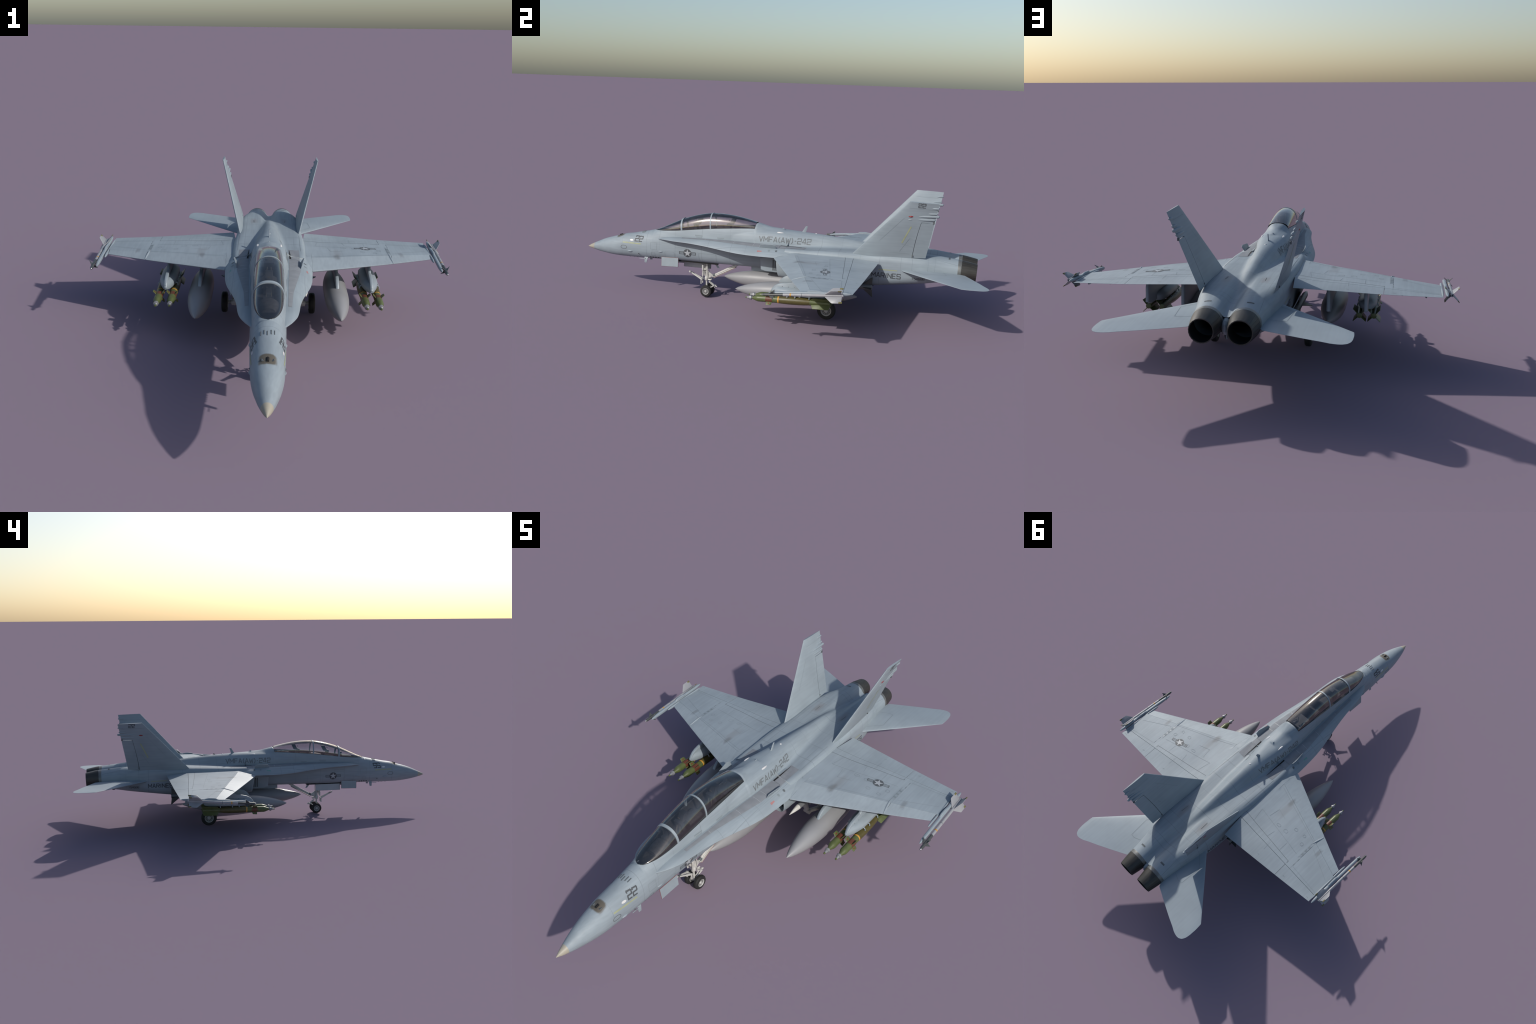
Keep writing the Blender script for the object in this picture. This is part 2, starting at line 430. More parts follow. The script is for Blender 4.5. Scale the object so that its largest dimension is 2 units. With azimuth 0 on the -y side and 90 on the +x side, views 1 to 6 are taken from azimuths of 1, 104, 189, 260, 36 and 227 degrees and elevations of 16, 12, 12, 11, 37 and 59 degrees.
# one smooth surface, divided into radome, fuselage and engine section by region
def split(name, keep, mats):
    fs = [(f, m) for f, m in zip(bf, bi) if keep(np.mean([bv[k][1] for k in f]))]
    used = sorted({k for f, _ in fs for k in f}); new = {k: i for i, k in enumerate(used)}
    me = bpy.data.meshes.new(name)
    me.from_pydata([bv[k] for k in used], [], [tuple(new[k] for k in f) for f, _ in fs])
    me.polygons.foreach_set("material_index", np.array([m for _, m in fs], np.int32))
    return me, used
full = bpy.data.meshes.new("whole"); full.from_pydata(bv, [], bf)
bm = bmesh.new(); bm.from_mesh(full)
bm.normal_update()
vn = np.zeros((len(bv), 3))
for f in bm.faces:
    if abs(f.normal.y) > .97: continue
    for v in f.verts: vn[v.index] += np.array(f.normal) * f.calc_area()
# the two halves share the centre line: add their normals there
key = {}
for i, p in enumerate(bv): key.setdefault(tuple(np.round(p, 6)), []).append(i)
for g in key.values():
    if len(g) > 1:
        s = vn[g].sum(0); vn[g] = s
ln = np.linalg.norm(vn, axis=1, keepdims=True); vn = vn / np.maximum(ln, 1e-12)
bvh_body = BVHTree.FromBMesh(bm); bm.free(); bpy.data.meshes.remove(full)
parts = {}
for name, keep in (("radome", lambda y: y < -.79), ("forward_fuselage", lambda y: -.79 <= y < -.097), ("centre_fuselage", lambda y: -.097 <= y < .52), ("engine_bay", lambda y: y >= .52)):
    me, used = split(name, keep, None)
    flip = [p.normal for p in me.polygons]
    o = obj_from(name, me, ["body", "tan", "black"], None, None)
    me.shade_smooth()
    me.normals_split_custom_set_from_vertices([tuple(vn[k]) for k in used])
    parts[name] = o
FUS, ENG, CEN = parts["forward_fuselage"], parts["engine_bay"], parts["centre_fuselage"]

# ------------------------------------------------------------------ canopy, cockpit
def canopy_ring(y, grow=0., n=28, a0=0., a1=math.pi):
    xs, zs, zt = float(sX(y)) + grow, float(sZ(y)), float(cT(y)) + grow
    out = []
    for a in np.linspace(a0, a1, n):
        c, s = math.cos(a), math.sin(a)
        out.append((math.copysign(abs(c)**.86, c) * xs * (1 + .035 * math.sin(2 * min(a, math.pi - a))), y, zs + (zt - zs) * abs(s)**.97))
    return out
g = Geo()
cy = np.r_[np.linspace(-.6215, -.56, 16), np.linspace(-.55, -.0975, 46)]
g.loft([canopy_ring(y) for y in cy], caps=False, closed=False)
windscreen = Geo().loft([canopy_ring(y) for y in np.r_[np.linspace(-.6215, -.56, 16), np.linspace(-.55, -.468, 12)]], False, False).build("windscreen", "glass", None, 60)
canopy = Geo().loft([canopy_ring(y) for y in np.linspace(-.468, -.0975, 40)], False, False).build("canopy", "glass", None, 60)

def arch(y0, y1, grow, name, lean=0.):
    rings = []
    for a in np.linspace(0, math.pi, 41):
        def P(y, gr):
            xs, zs, zt = float(sX(y)) + gr, float(sZ(y)) - .001, float(cT(y)) + gr
            c, s = math.cos(a), math.sin(a)
            return (math.copysign(abs(c)**.86, c) * xs * (1 + .035 * math.sin(2 * min(a, math.pi - a))), y + lean * s, zs + (zt - zs) * abs(s)**.97)
        rings.append([P(y0, grow), P(y1, grow), P(y1, -.003), P(y0, -.003)])
    return Geo().loft(rings).build(name, "grey", canopy, 40)
arch(-.474, -.4655, .0012, "canopy_frame", -.006)
arch(-.323, -.3165, .0012, "canopy_frame", -.004)
for s in (1, -1):        # sill rail: dark seal strip along the opening
    rings = []
    for y in np.r_[np.linspace(-.619, -.56, 14), np.linspace(-.55, -.098, 40)]:
        x, z = float(sX(y)), float(sZ(y))
        rings.append([(s * (x + .0008), y, z - .0008), (s * (x + .0006), y, z + .0016), (s * (x - .0022), y, z + .0016), (s * (x - .0022), y, z - .003)])
    Geo().loft(rings).build("canopy_sill", "cock2", canopy)
# tub
rings = []
for y in np.linspace(-.60, -.10, 26):
    x, z = float(sX(y)) - .002, float(sZ(y)) - .002
    dpt = .040 * min(1, (y + .605) / .06) + .004
    rings.append([(x, y, z), (x * .93, y, z - dpt * .5), (x * .8, y, z - dpt), (-x * .8, y, z - dpt), (-x * .93, y, z - dpt * .5), (-x, y, z)])
g = Geo().loft(rings, caps=False, closed=False)
g.add([p for p in rings[-1]], [tuple(range(6))])
tub = g.build("cockpit_tub", "cockpit", FUS)
def seat(y, zf):
    g = Geo()
    rot = Matrix.Rotation(math.radians(17), 3, "X")
    g.box((0, y, zf + .022), (.017, .006, .034), rot)                     # back rest
    g.box((0, y - .022, zf - .002), (.017, .024, .008))                   # pan
    g.mat(0).loft([[(x, y + .012 + dy + k, zf + z) for x, dy, z in ((-.0135 * q, -.010, .050), (.0135 * q, -.010, .050), (.0125 * q, .004, .080), (-.0125 * q, .004, .080))] for k, q in ((-.006, .9), (-.003, 1), (.010, 1), (.013, .85))])
    o = g.build("ejection_seat", ["seat"], tub, 40)
    h = Geo()
    for s in (1, -1): h.tube((s * .006, y - .009, zf + .04), (s * .009, y - .016, zf + .0), .0018, n=6)
    h.box((0, y - .0065, zf + .068), (.0045, .001, .0025))
    h.build("harness", "straps", o)
seat(-.405, .312); seat(-.232, .325)
g = Geo()
for y, z, w in ((-.495, .336, .040), (-.315, .352, .041)):               # instrument hoods
    g.loft([[(w * math.cos(a) * k, y + dy, z - .022 + (.022 + dz) * math.sin(a)) for a in np.linspace(0, math.pi, 13)] for k, dy, dz in ((.55, -.06, -.008), (.8, -.03, .0), (.86, 0, .004), (.8, .006, .0))])
g.build("instrument_hood", "cockpit", tub)
g = Geo()
g.tube((0, -.478, .338), (0, -.478, .358), .0022); g.box((0, -.480, .360), (.008, .0012, .008)); g.box((0, -.488, .347), (.007, .010, .005))
g.build("head_up_display", "cock2", tub)
g = Geo()                                                                # rear deck clutter
g.box((0, -.155, .352), (.030, .035, .006)); g.box((.018, -.135, .36), (.006, .012, .005)); g.box((-.018, -.14, .36), (.005, .010, .004))
g.path([(.026, -.17, .36), (.015, -.15, .366), (.028, -.125, .368)], .0016).path([(-.026, -.17, .36), (-.02, -.145, .367), (-.028, -.125, .368)], .0016)
g.build("cockpit_equipment", "cock2", tub)

# ------------------------------------------------------------------ strakes (leading edge extensions)
lx, lz = table((-.592, .050, .2815), (-.582, .0575, .2825), (-.57, .0665, .2837), (-.55, .0765, .2842), (-.53, .0840, .2840), (-.507, .0905, .2835), (-.475, .0958, .2832), (-.445, .0990, .2828), (-.40, .1030, .2812), (-.36, .1082, .2788),
    (-.30, .1185, .2745), (-.236, .1315, .2690), (-.19, .1415, .2655), (-.145, .1495, .2632), (-.10, .1555, .2622), (-.065, .1583, .2620), (-.02, .1612, .2624), (.033, .1636, .2632))
li, = table((-.592, .2835), (-.55, .2925), (-.5, .2985), (-.42, .302), (-.35, .3045), (-.2, .3060), (-.1, .3060), (0, .3055), (.05, .3055), (.15, .3055))
rings_top = []
lex_rings = []
for y in np.r_[np.linspace(-.592, -.50, 26), np.linspace(-.49, .033, 44), np.linspace(.045, .14, 10)]:
    if y <= .033: xe, ze = float(lx(y)), float(lz(y))
    else: xe, ze = .1636 - .026 * (y - .033) / .1, .2632 + .026 * ((y - .033) / .1)**.8
    zi = float(li(y)); xi = .045
    q = np.r_[np.linspace(0, .85, 16), .89, .925, .955, .98]
    up = [(xi + (xe - xi) * t, y, ze + .0008 + (zi - ze - .0008) * (1 - t**3.4)) for t in q]
    th = .010 + .012 * min(1, max(0, (y + .55) / .5))
    lo = [(xi + (xe - xi) * t, y, max(ze - .001 + (zi - ze) * (1 - t) * .25 - th * (1 - t)**.75 * 1.2, .235)) for t in q[::-1]]
    lex_rings.append(up + [(xe, y, ze)] + lo)
gL = Geo().loft(lex_rings)
LEX = both(gL, "strake", "lex", CEN, 50)

# ------------------------------------------------------------------ wing
yLE = lambda x: .0322 + .4884 * (x - .1632)
yH1 = lambda x: .133 + .367 * (x - .1703)
yH0 = lambda x: .363 + .128 * (x - .137)
yH2 = lambda x: .403 + .075 * (x - .171)
yTE = lambda x: .5144 - .0763 * (x - .1923)
zU = lambda x: .300 - .0685 * x - .0035 * math.exp(-((x - .235) / .075)**2)
zLE = interp([.10, .163, .3, .49, .646], [.2650, .2625, .2567, .2502, .2476])
zTE = interp([.10, .152, .30, .458, .656], [.285, .2818, .2735, .2645, .2580])
TH = interp([.1, .17, .458, .65], [.026, .0235, .014, .0095])
def w_up(x, y):
    a, h1, h2, te = yLE(x), yH1(x), yH2(x), yTE(x)
    zl, zu, zt = float(zLE(x)), zU(x), float(zTE(x))
    if y < h1:
        s = max(0, (y - a) / (h1 - a)); return zl + (zu - zl) * (.90 * s + .10 * s**.35 if s > 0 else 0)
    if y < h2:
        s = (y - h1) / (h2 - h1); return zu + .0005 * math.sin(math.pi * s)
    s = (y - h2) / (te - h2); return zu + (zt - zu) * s
def naca(c):
    c = min(max(c, 0), 1)
    return (.2969 * math.sqrt(c) - .126 * c - .3516 * c**2 + .2843 * c**3 - .1036 * c**4) / .1
def w_lo(x, y):
    c = (y - yLE(x)) / (yTE(x) - yLE(x))
    return w_up(x, y) - float(TH(x)) * naca(c) - .0006
def panel(name, xs, y0, y1, mat, parent=None, ny=14, le=False):
    """Piece of wing between two chordwise lines; y0/y1 functions of x; rounded nose if le."""
    rings = []
    for x in xs:
        a, b = y0(x), y1(x)
        t = (np.linspace(0, 1, ny)**(1.9 if le else 1))
        Y = a + (b - a) * t
        rings.append([(x, y, w_up(x, y)) for y in Y] + [(x, y, w_lo(x, y)) for y in Y[::-1]])
    g = Geo().loft(rings)
    return both(g, name, mat, parent, 30)
GAP = .0007
sp = lambda a, b, n=14: np.linspace(a, b, n)
main = panel("wing", np.r_[.10, .12, .14, .155, .1646, .1655, sp(.18, .4873, 16)], lambda x: (yH1(x) + .0003) if x > .165 else yLE(max(x, .12)) + .004, lambda x: yH2(x) - GAP, "wing", None, 20)
def piece(name, xs, y0, y1, le=False, ny=14, mat="wing"):
    a, b = panel(name, xs, y0, y1, mat, None, ny, le)
    a.parent, b.parent = main
    return a, b
outer = piece("outer_wing", sp(.4877, .6560), lambda x: yH1(x) + .0003, lambda x: yH2(x) - GAP, ny=18)
piece("leading_edge_flap", sp(.1650, .4870), yLE, lambda x: yH1(x) - .0003, le=True)
piece("leading_edge_flap", sp(.4885, .6500), yLE, lambda x: yH1(x) - .0003, le=True)
def flap_in(x): return yH2(x) + GAP
rings = []
for k in np.linspace(0, 1, 14):      # inboard flap: its root edge slants outboard towards the rear
    Y = np.linspace(0, 1, 10); ring = []
    def pt(t):
        x0, x1 = .142 + .010 * t, .4572
        x = x0 + (x1 - x0) * k
        y = flap_in(x) + (yTE(x) - flap_in(x)) * t
        return x, y
    for t in Y: x, y = pt(t); ring.append((x, y, w_up(x, y)))
    for t in Y[::-1]: x, y = pt(t); ring.append((x, y, w_lo(x, y)))
    rings.append(ring)
fl = both(Geo().loft(rings), "trailing_edge_flap", "wing", None, 30)
fl[0].parent, fl[1].parent = main
piece("aileron", sp(.4585, .6565), flap_in, yTE, ny=10)
# wing fold fairing and hinge ridge
g = Geo()
rings = []
for t in np.linspace(0, 1, 14):
    y = .196 + .068 * t; x = .4885 - .011 * t
    r = .0042 * math.sin(math.pi * min(1, t * .92 + .08))**.6
    rings.append([(x + r * 1.0 * math.cos(a), y, w_up(x, max(y, yLE(x) + .002)) + r * .75 * math.sin(a)) for a in np.linspace(0, 2 * math.pi, 10, False)])
g.loft(rings)
for o, p in zip(both(g, "fold_fairing", "wing"), main): o.parent = p
# actuator bumps under the flap
g = Geo()
for x, y in ((.31, .447), (.52, .452), (.60, .455)):
    g.lathe([(-.03, .0005), (-.02, .003), (0, .0042), (.02, .003), (.026, .0005)], (x, y, w_lo(x, y) - .0015), (0, 1, .05), 10)
for o, p in zip(both(g, "hinge_fairing", "grey"), main): o.parent = p

# ------------------------------------------------------------------ fins
def fin_pt(t, c, side=0.):
    """t along the span, c along the chord, side = +-1 for the two faces."""
    le = V((.1215, .3905, .3080)).lerp(V((.2068, .6400, .5768)), t)
    te = V((.1190, .7200, .3110)).lerp(V((.2072, .7664, .5738)), t)
    n = V((.951, 0, -.309)).normalized()
    th = (.0165 * (1 - t) + .0075 * t) * .5
    prof = naca(c) if c < .3 else naca(c)
    return le.lerp(te, c) + n * side * (th * prof + .0004)
def fin_piece(name, ts, cs, mat="fin"):
    rings = []
    for t in ts:
        c = cs(t)
        rings.append([fin_pt(t, k, 1) for k in c] + [fin_pt(t, k, -1) for k in c[::-1]])
    return both(Geo().loft(rings), name, mat, None, 28)
c_h = lambda t: .815 - .165 * t + .005          # rudder hinge line
le_c = lambda a, b, n=14: a + (b - a) * np.linspace(0, 1, n)**1.8
T_R = .662                                     # rudder top
FIN = fin_piece("vertical_fin", np.r_[-.06, np.linspace(0, T_R, 12)], lambda t: le_c(0, c_h(t) - .004))
tipf = fin_piece("fin_tip", np.linspace(T_R, 1, 8), lambda t: le_c(0, 1))
rud = fin_piece("rudder", np.linspace(.012, T_R - .008, 12), lambda t: np.linspace(c_h(t) + .004, 1, 8))
for i in (0, 1): tipf[i].parent = FIN[i]; rud[i].parent = FIN[i]
rings = []
for t in np.linspace(.01, T_R - .004, 6):                # dark filler strip inside the gap ahead of the rudder
    c = (c_h(t) - .010, c_h(t) + .010)
    rings.append([fin_pt(t, c[0], .55), fin_pt(t, c[1], .55), fin_pt(t, c[1], -.55), fin_pt(t, c[0], -.55)])
for o, p in zip(both(Geo().loft(rings), "rudder_gap_filler", "seam"), FIN): o.parent = p
def fin_at(y, z):
    """Point of the fin's mid plane at height z and station y."""
    t = (z - .3095) / (.575 - .3095); return V((.1205 + .0866 * t, y, z))
NF = V((.951, 0, -.309)).normalized()
def pod(g, y0, y1, z, r, flat=1.):
    L = y1 - y0
    prof = [(0, .0003), (L * .06, r * .45), (L * .18, r * .8), (L * .4, r), (L - r * 1.2, r), (L - r * .5, r * .8), (L, .0004)]
    g.lathe(prof, fin_at(y0, z), (0, 1, .035), 14)
g = Geo()
pod(g, .666, .7715, .5115, .0062); pod(g, .666, .754, .4960, .0058); pod(g, .717, .763, .5260, .0046); pod(g, .734, .768, .5510, .0046);
for o, p in zip(both(g, "fin_antenna_pod", "fin"), FIN): o.parent = p
g = Geo(); g.lathe([(0, .0003), (.004, .003), (.012, .0042), (.02, .003), (.025, .0003)], fin_at(.636, .510) + NF * .0035, (0, 1, .03), 12)
for o, p in zip(both(g, "beacon_light", "red"), FIN): o.parent = p
g = Geo(); g.lathe([(0, .0003), (.004, .003), (.012, .004), (.02, .003), (.023, .0003)], fin_at(.632, .494) + NF * .0028, (0, 1, .03), 12)
for o, p in zip(both(g, "fin_vent", "grey"), FIN): o.parent = p
g = Geo(); g.tube(fin_at(.663, .3225) + V((-.006, 0, 0)), fin_at(.663, .3225) + V((.006, 0, 0)), .0035, n=10)
for o, p in zip(both(g, "rudder_actuator", "seam"), FIN): o.parent = p
g = Geo(); g.box(fin_at(.7475, .4855), (.0028, .004, .0045))
for o, p in zip(both(g, "tail_light", "seam"), FIN): o.parent = p

# ------------------------------------------------------------------ stabilators
out = [(.105, .590), (.130, .6145), (.240, .7305), (.3865, .8885)]
tip = [(.3880, .925), (.3868, .955), (.3825, .978), (.374, .992), (.362, .9995), (.345, 1.0), (.325, .9945), (.30, .982)]
inn = [(.256, .9635), (.180, .9285), (.113, .8965), (.100, .870)]
# spanwise ribs: leading and trailing edge at each x
le_pts, te_pts = np.array(out + [(.3880, .925)]), np.array(inn[::-1] + tip[::-1])
def y_le(x): return float(np.interp(x, [.09, .130, .240, .3865, .388], [.574, .6145, .7305, .8885, .925]))
te_s = sorted([(x, y) for x, y in inn + tip])
def y_te(x): return float(np.interp(x, [p[0] for p in te_s], [p[1] for p in te_s]))
rings = []
for x in np.r_[np.linspace(.102, .36, 22), .368, .374, .379, .383, .3855, .387, .3878]:
    a, b = y_le(x), max(y_te(x), y_le(x) + .004)
    c = np.r_[np.linspace(0, 1, 16)**1.6]
    th = .0155 * (1 - (x - .1) / .36)
    th = max(th, .003) * (1 if x < .37 else max(.25, (.392 - x) / .022))
    zc = .2495 + .004 * max(0, (x - .13)) / .26
    up = [(x, a + (b - a) * k, zc + th * .5 * naca(k) + .0003) for k in c]
    lo = [(x, a + (b - a) * k, zc - th * .5 * naca(k) - .0003) for k in c[::-1]]
    rings.append(up + lo)
STAB = both(Geo().loft(rings), "stabilator", "stab", None, 40)

# ------------------------------------------------------------------ exhaust nozzles
for s in (1, -1):
    P0 = V((s * .0585, .858, .2583)); D = V((0, 1, -.04)).normalized()
    g = Geo().lathe([(0, .0495), (.005, .0502), (.021, .0490), (.0215, .046)], P0, D, 48, False)
    ring = g.build("nozzle_ring", "ring", ENG, 40)
    g = Geo(); n = 24                                   # overlapping petals
    for k in range(n):
        a0, a1 = 2 * math.pi * k / n, 2 * math.pi * (k + 1) / n
        rs = []
        for t, r in ((.0205, .0484), (.04, .0464), (.06, .0432), (.08, .0398), (.0895, .0380)):
            ring_ = []
            for a, lift in ((a0 - .01, .0), (.5 * (a0 + a1), .0009), (a1 + .006, .0007)):
                ring_.append((t, r + lift, a))
            for a in (a1 + .006, .5 * (a0 + a1), a0 - .01):
                ring_.append((t, r - .0022, a))
            rs.append(ring_)
        q = D.to_track_quat("Z", "Y")
        g.loft([[P0 + q @ V((r * math.cos(a), r * math.sin(a), t)) for t, r, a in rr_] for rr_ in rs])
    g.build("exhaust_nozzle", "nozzle", ring, 25)
    g = Geo().lathe([(.0885, .0365), (.06, .040), (.02, .044), (.006, .043), (.005, .0002)], P0, D, 40, False)
    g.build("nozzle_liner", "black", ring)
# tail fairing between the nozzles, hook and hook fairing
g = Geo().loft([[(w * math.cos(a), y, z + h * math.sin(a)) for a in np.linspace(0, 2 * math.pi, 20, False)] for y, z, w, h in ((.80, .245, .020, .034), (.862, .247, .0165, .0275), (.874, .247, .0135, .025), (.886, .248, .0105, .022), (.894, .248, .003, .010))])
g.build("tail_fairing", "body", ENG)
g = Geo().path([(0, .60, .178), (0, .76, .1895), (0, .80, .190)], .0042, 10).lathe([(0, .004), (.006, .0065), (.014, .005), (.018, .002)], (0, .795, .188), (0, 1, -.1), 10)
g.build("arrestor_hook", "seam", ENG)
g = Geo().lathe([(0, .0005), (.01, .005), (.03, .0065), (.05, .004), (.056, .0005)], (.03, .735, .1925), (0, 1, .08), 12).lathe([(0, .0005), (.01, .005), (.03, .0065), (.05, .004), (.056, .0005)], (-.03, .735, .1925), (0, 1, .08), 12)
g.build("belly_fairing", "seam", ENG)

# ------------------------------------------------------------------ air intakes and splitter plates
def d_ring(y, x0, x1, z0, z1, r, rake=0., n=40):
    pts = []
    cx, cz = (x0 + x1) / 2, (z0 + z1) / 2
    for a in np.linspace(0, 2 * math.pi, n, False):
        c, s = math.cos(a), math.sin(a)
        e = 2 / 3.2
        rx = (x1 - x0) / 2; rz = (z1 - z0) / 2
        ex = .55 if c < 0 else .85
        x = cx + math.copysign(abs(c)**ex, c) * rx; z = cz + math.copysign(abs(s)**(.75 if c < 0 else .85), s) * rz
        pts.append((x, y + rake * (z - cz), z))
    return pts
rk = -.15
g = Geo().loft([d_ring(.115, .060, .1398, .1590, .272, 0), d_ring(.075, .066, .1385, .1575, .266, 0, rk * .5), d_ring(.050, .0690, .1365, .1600, .260, 0, rk), d_ring(.0405, .0740, .1352, .1625, .2585, 0, rk),
                d_ring(.0390, .0760, .1338, .1645, .257, 0, rk), d_ring(.043, .0770, .1325, .1665, .2555, 0, rk), d_ring(.09, .0765, .132, .1675, .255, 0)], False)
both(g, "air_intake", "grey", CEN, 50)
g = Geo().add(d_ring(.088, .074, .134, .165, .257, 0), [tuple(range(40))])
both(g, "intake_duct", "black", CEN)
g = Geo().plate([(.0735, -.058, .238), (.0735, -.052, .180), (.0735, -.03, .174), (.0735, .06, .172), (.0735, .06, .250)], (1, 0, 0), .003)
SPL = both(g, "splitter_plate", "grey", CEN)
g = Geo()
for k in range(3): g.box((.0755, .008 + .010 * k, .207), (.0006, .0032, .026))
for o, p in zip(both(g, "bleed_grille", "seam"), SPL): o.parent = p

# ------------------------------------------------------------------ decals: shapes laid on a surface
def bvh_of(objs):
    vs, fs = [], []
    for o in objs:
        k = len(vs); vs += [o.matrix_world @ v.co for v in o.data.vertices]; fs += [[i + k for i in p.vertices] for p in o.data.polygons]
    return BVHTree.FromPolygons(vs, fs)
bpy.context.view_layer.update()
def lay(name, polys, org, u, v, d, bvh, mat, parent, off=.0005, cell=.006, stagger=0.):
    """Polygons in (a, b) are placed at org + a u + b v, cut fine and dropped along d onto a surface."""
    bm = bmesh.new(); k = 0
    org, u, v, d = V(org), V(u), V(v), V(d).normalized()
    for poly in polys:
        vs = [bm.verts.new((p[0], p[1], k * stagger)) for p in poly]
        try: bm.faces.new(vs)
        except ValueError: pass
        k += 1
    bmesh.ops.triangulate(bm, faces=bm.faces)
    for _ in range(6):
        es = [e for e in bm.edges if e.calc_length() > cell]
        if not es: break
        bmesh.ops.subdivide_edges(bm, edges=es, cuts=1); bmesh.ops.triangulate(bm, faces=[f for f in bm.faces if len(f.verts) > 3])
    bad = []
    for w in bm.verts:
        p = org + u * w.co.x + v * w.co.y
        h = bvh.ray_cast(p - d * .3, d)
        if h[0] is None or abs((h[0] - p).dot(d)) > .12: bad.append(w); continue
        w.co = h[0] - d * (off + w.co.z)
    bmesh.ops.delete(bm, geom=bad, context="VERTS")
    me = bpy.data.meshes.new(name); bm.to_mesh(me); bm.free()
    o = obj_from(name, me, mat, parent, None)
    for p in me.polygons: p.use_smooth = True
    return o

def stroke(pts, w, closed=False):
    """Mitred outline quads of a polyline."""
    P = [np.array(p, float) for p in pts]; out = []
    seq = list(zip(P[:-1], P[1:])) + ([(P[-1], P[0])] if closed else [])
    for i, (a, b) in enumerate(seq):
        t = (b - a) / max(np.linalg.norm(b - a), 1e-9); n = np.array([-t[1], t[0]]) * w / 2
        e0 = t * w / 2 * (1 if (i or closed) else 0); e1 = t * w / 2 * (1 if (i < len(seq) - 1 or closed) else 0)
        out.append([a - e0 - n, b + e1 - n, b + e1 + n, a - e0 + n])
    return out
GLYPH = {"2": [[(0, .78), (0, .92), (.08, 1), (.92, 1), (1, .92), (1, .6), (.92, .52), (.08, .48), (0, .4), (0, 0), (1, 0)]],
    "4": [[(.78, 0), (.78, 1), (.6, 1), (0, .3), (1, .3)]], "V": [[(0, 1), (.5, 0), (1, 1)]], "M": [[(0, 0), (0, 1), (.5, .35), (1, 1), (1, 0)]], "F": [[(0, 0), (0, 1), (1, 1)], [(0, .52), (.8, .52)]],
    "A": [[(0, 0), (.45, 1), (.55, 1), (1, 0)], [(.15, .3), (.85, .3)]], "W": [[(0, 1), (.25, 0), (.5, .75), (.75, 0), (1, 1)]], "(": [[(.95, 1.08), (.4, .78), (.25, .5), (.4, .22), (.95, -.08)]], ")": [[(.05, 1.08), (.6, .78), (.75, .5), (.6, .22), (.05, -.08)]],
    "-": [[(.1, .5), (.9, .5)]], "R": [[(0, 0), (0, 1), (.85, 1), (1, .9), (1, .6), (.85, .5), (0, .5)], [(.5, .5), (1, 0)]], "I": [[(.5, 0), (.5, 1)]], "N": [[(0, 0), (0, 1), (1, 0), (1, 1)]],
    "E": [[(1, 0), (0, 0), (0, 1), (1, 1)], [(0, .5), (.85, .5)]], "S": [[(1, .8), (1, .92), (.9, 1), (.1, 1), (0, .9), (0, .6), (.1, .52), (.9, .48), (1, .4), (1, .1), (.9, 0), (.1, 0), (0, .08), (0, .2)]],
    "1": [[(.2, .8), (.5, 1), (.5, 0)]], "5": [[(1, 1), (0, 1), (0, .56), (.9, .56), (1, .46), (1, .1), (.9, 0), (0, 0)]], "6": [[(1, 1), (.1, 1), (0, .9), (0, .1), (.1, 0), (.9, 0), (1, .1), (1, .5), (0, .5)]],
    "8": [[(.1, 0), (.9, 0), (1, .1), (1, .9), (.9, 1), (.1, 1), (0, .9), (0, .1), (.1, 0)], [(0, .5), (1, .5)]]}
NARROW = {"(": .45, ")": .45, "-": .6, "I": .35, "M": 1.2, "W": 1.25}
def word(text, width, height, weight=.16, slant=0.):
    """Block lettering as polygons inside width x height, origin at the left foot."""
    adv = [NARROW.get(c, 1.) for c in text]; gap = .34
    unit = width / (sum(adv) + gap * (len(text) - 1)); x = 0; polys = []
    for c, a in zip(text, adv):
        for pl in GLYPH[c]:
            pts = [(x + p[0] * a * unit + slant * p[1] * height, p[1] * height) for p in pl]
            polys += stroke(pts, weight * height)
        x += (a + gap) * unit
    return polys

def star_insignia(R_):
    """Disc, five-point star and two barred wings."""
    disc = [[(R_ * math.cos(a), R_ * math.sin(a)) for a in np.linspace(0, 2 * math.pi, 40, False)]]
    st = []
    for k in range(10):
        r = R_ * (.96 if k % 2 == 0 else .37); a = math.pi / 2 + k * math.pi / 5; st.append((r * math.cos(a), r * math.sin(a)))
    star = [[(0, 0), st[i], st[(i + 1) % 10]] for i in range(10)]
    bars = []
    for s in (1, -1):
        x0, x1, h = .93 * R_, 2.02 * R_, .29 * R_
        bars += stroke([(s * x0, h), (s * x1, h), (s * x1, -h), (s * x0, -h)], .12 * R_) + [[(s * x0, -.05 * R_), (s * x1, -.05 * R_), (s * x1, .05 * R_), (s * x0, .05 * R_)]]
    return disc, star, bars

fus_bvh = bvh_body
wing_objs = [o for o in bpy.data.objects if o.name.split(".")[0] in ("wing", "outer_wing", "leading_edge_flap", "trailing_edge_flap", "aileron")]
wing_bvh = bvh_of(wing_objs)
fin_bvh = bvh_of([o for o in bpy.data.objects if o.name.split(".")[0] in ("vertical_fin", "fin_tip", "rudder")])
lex_bvh = bvh_of(LEX + [CEN, FUS])
stab_bvh = bvh_of(STAB)
UY, UYn, UZ = (0, 1, 0), (0, -1, 0), (0, 0, 1)
RIGHT = dict(u=UY, v=UZ, d=(-1, 0, 0))     # reading direction on the +x side
LEFT = dict(u=UYn, v=UZ, d=(1, 0, 0))

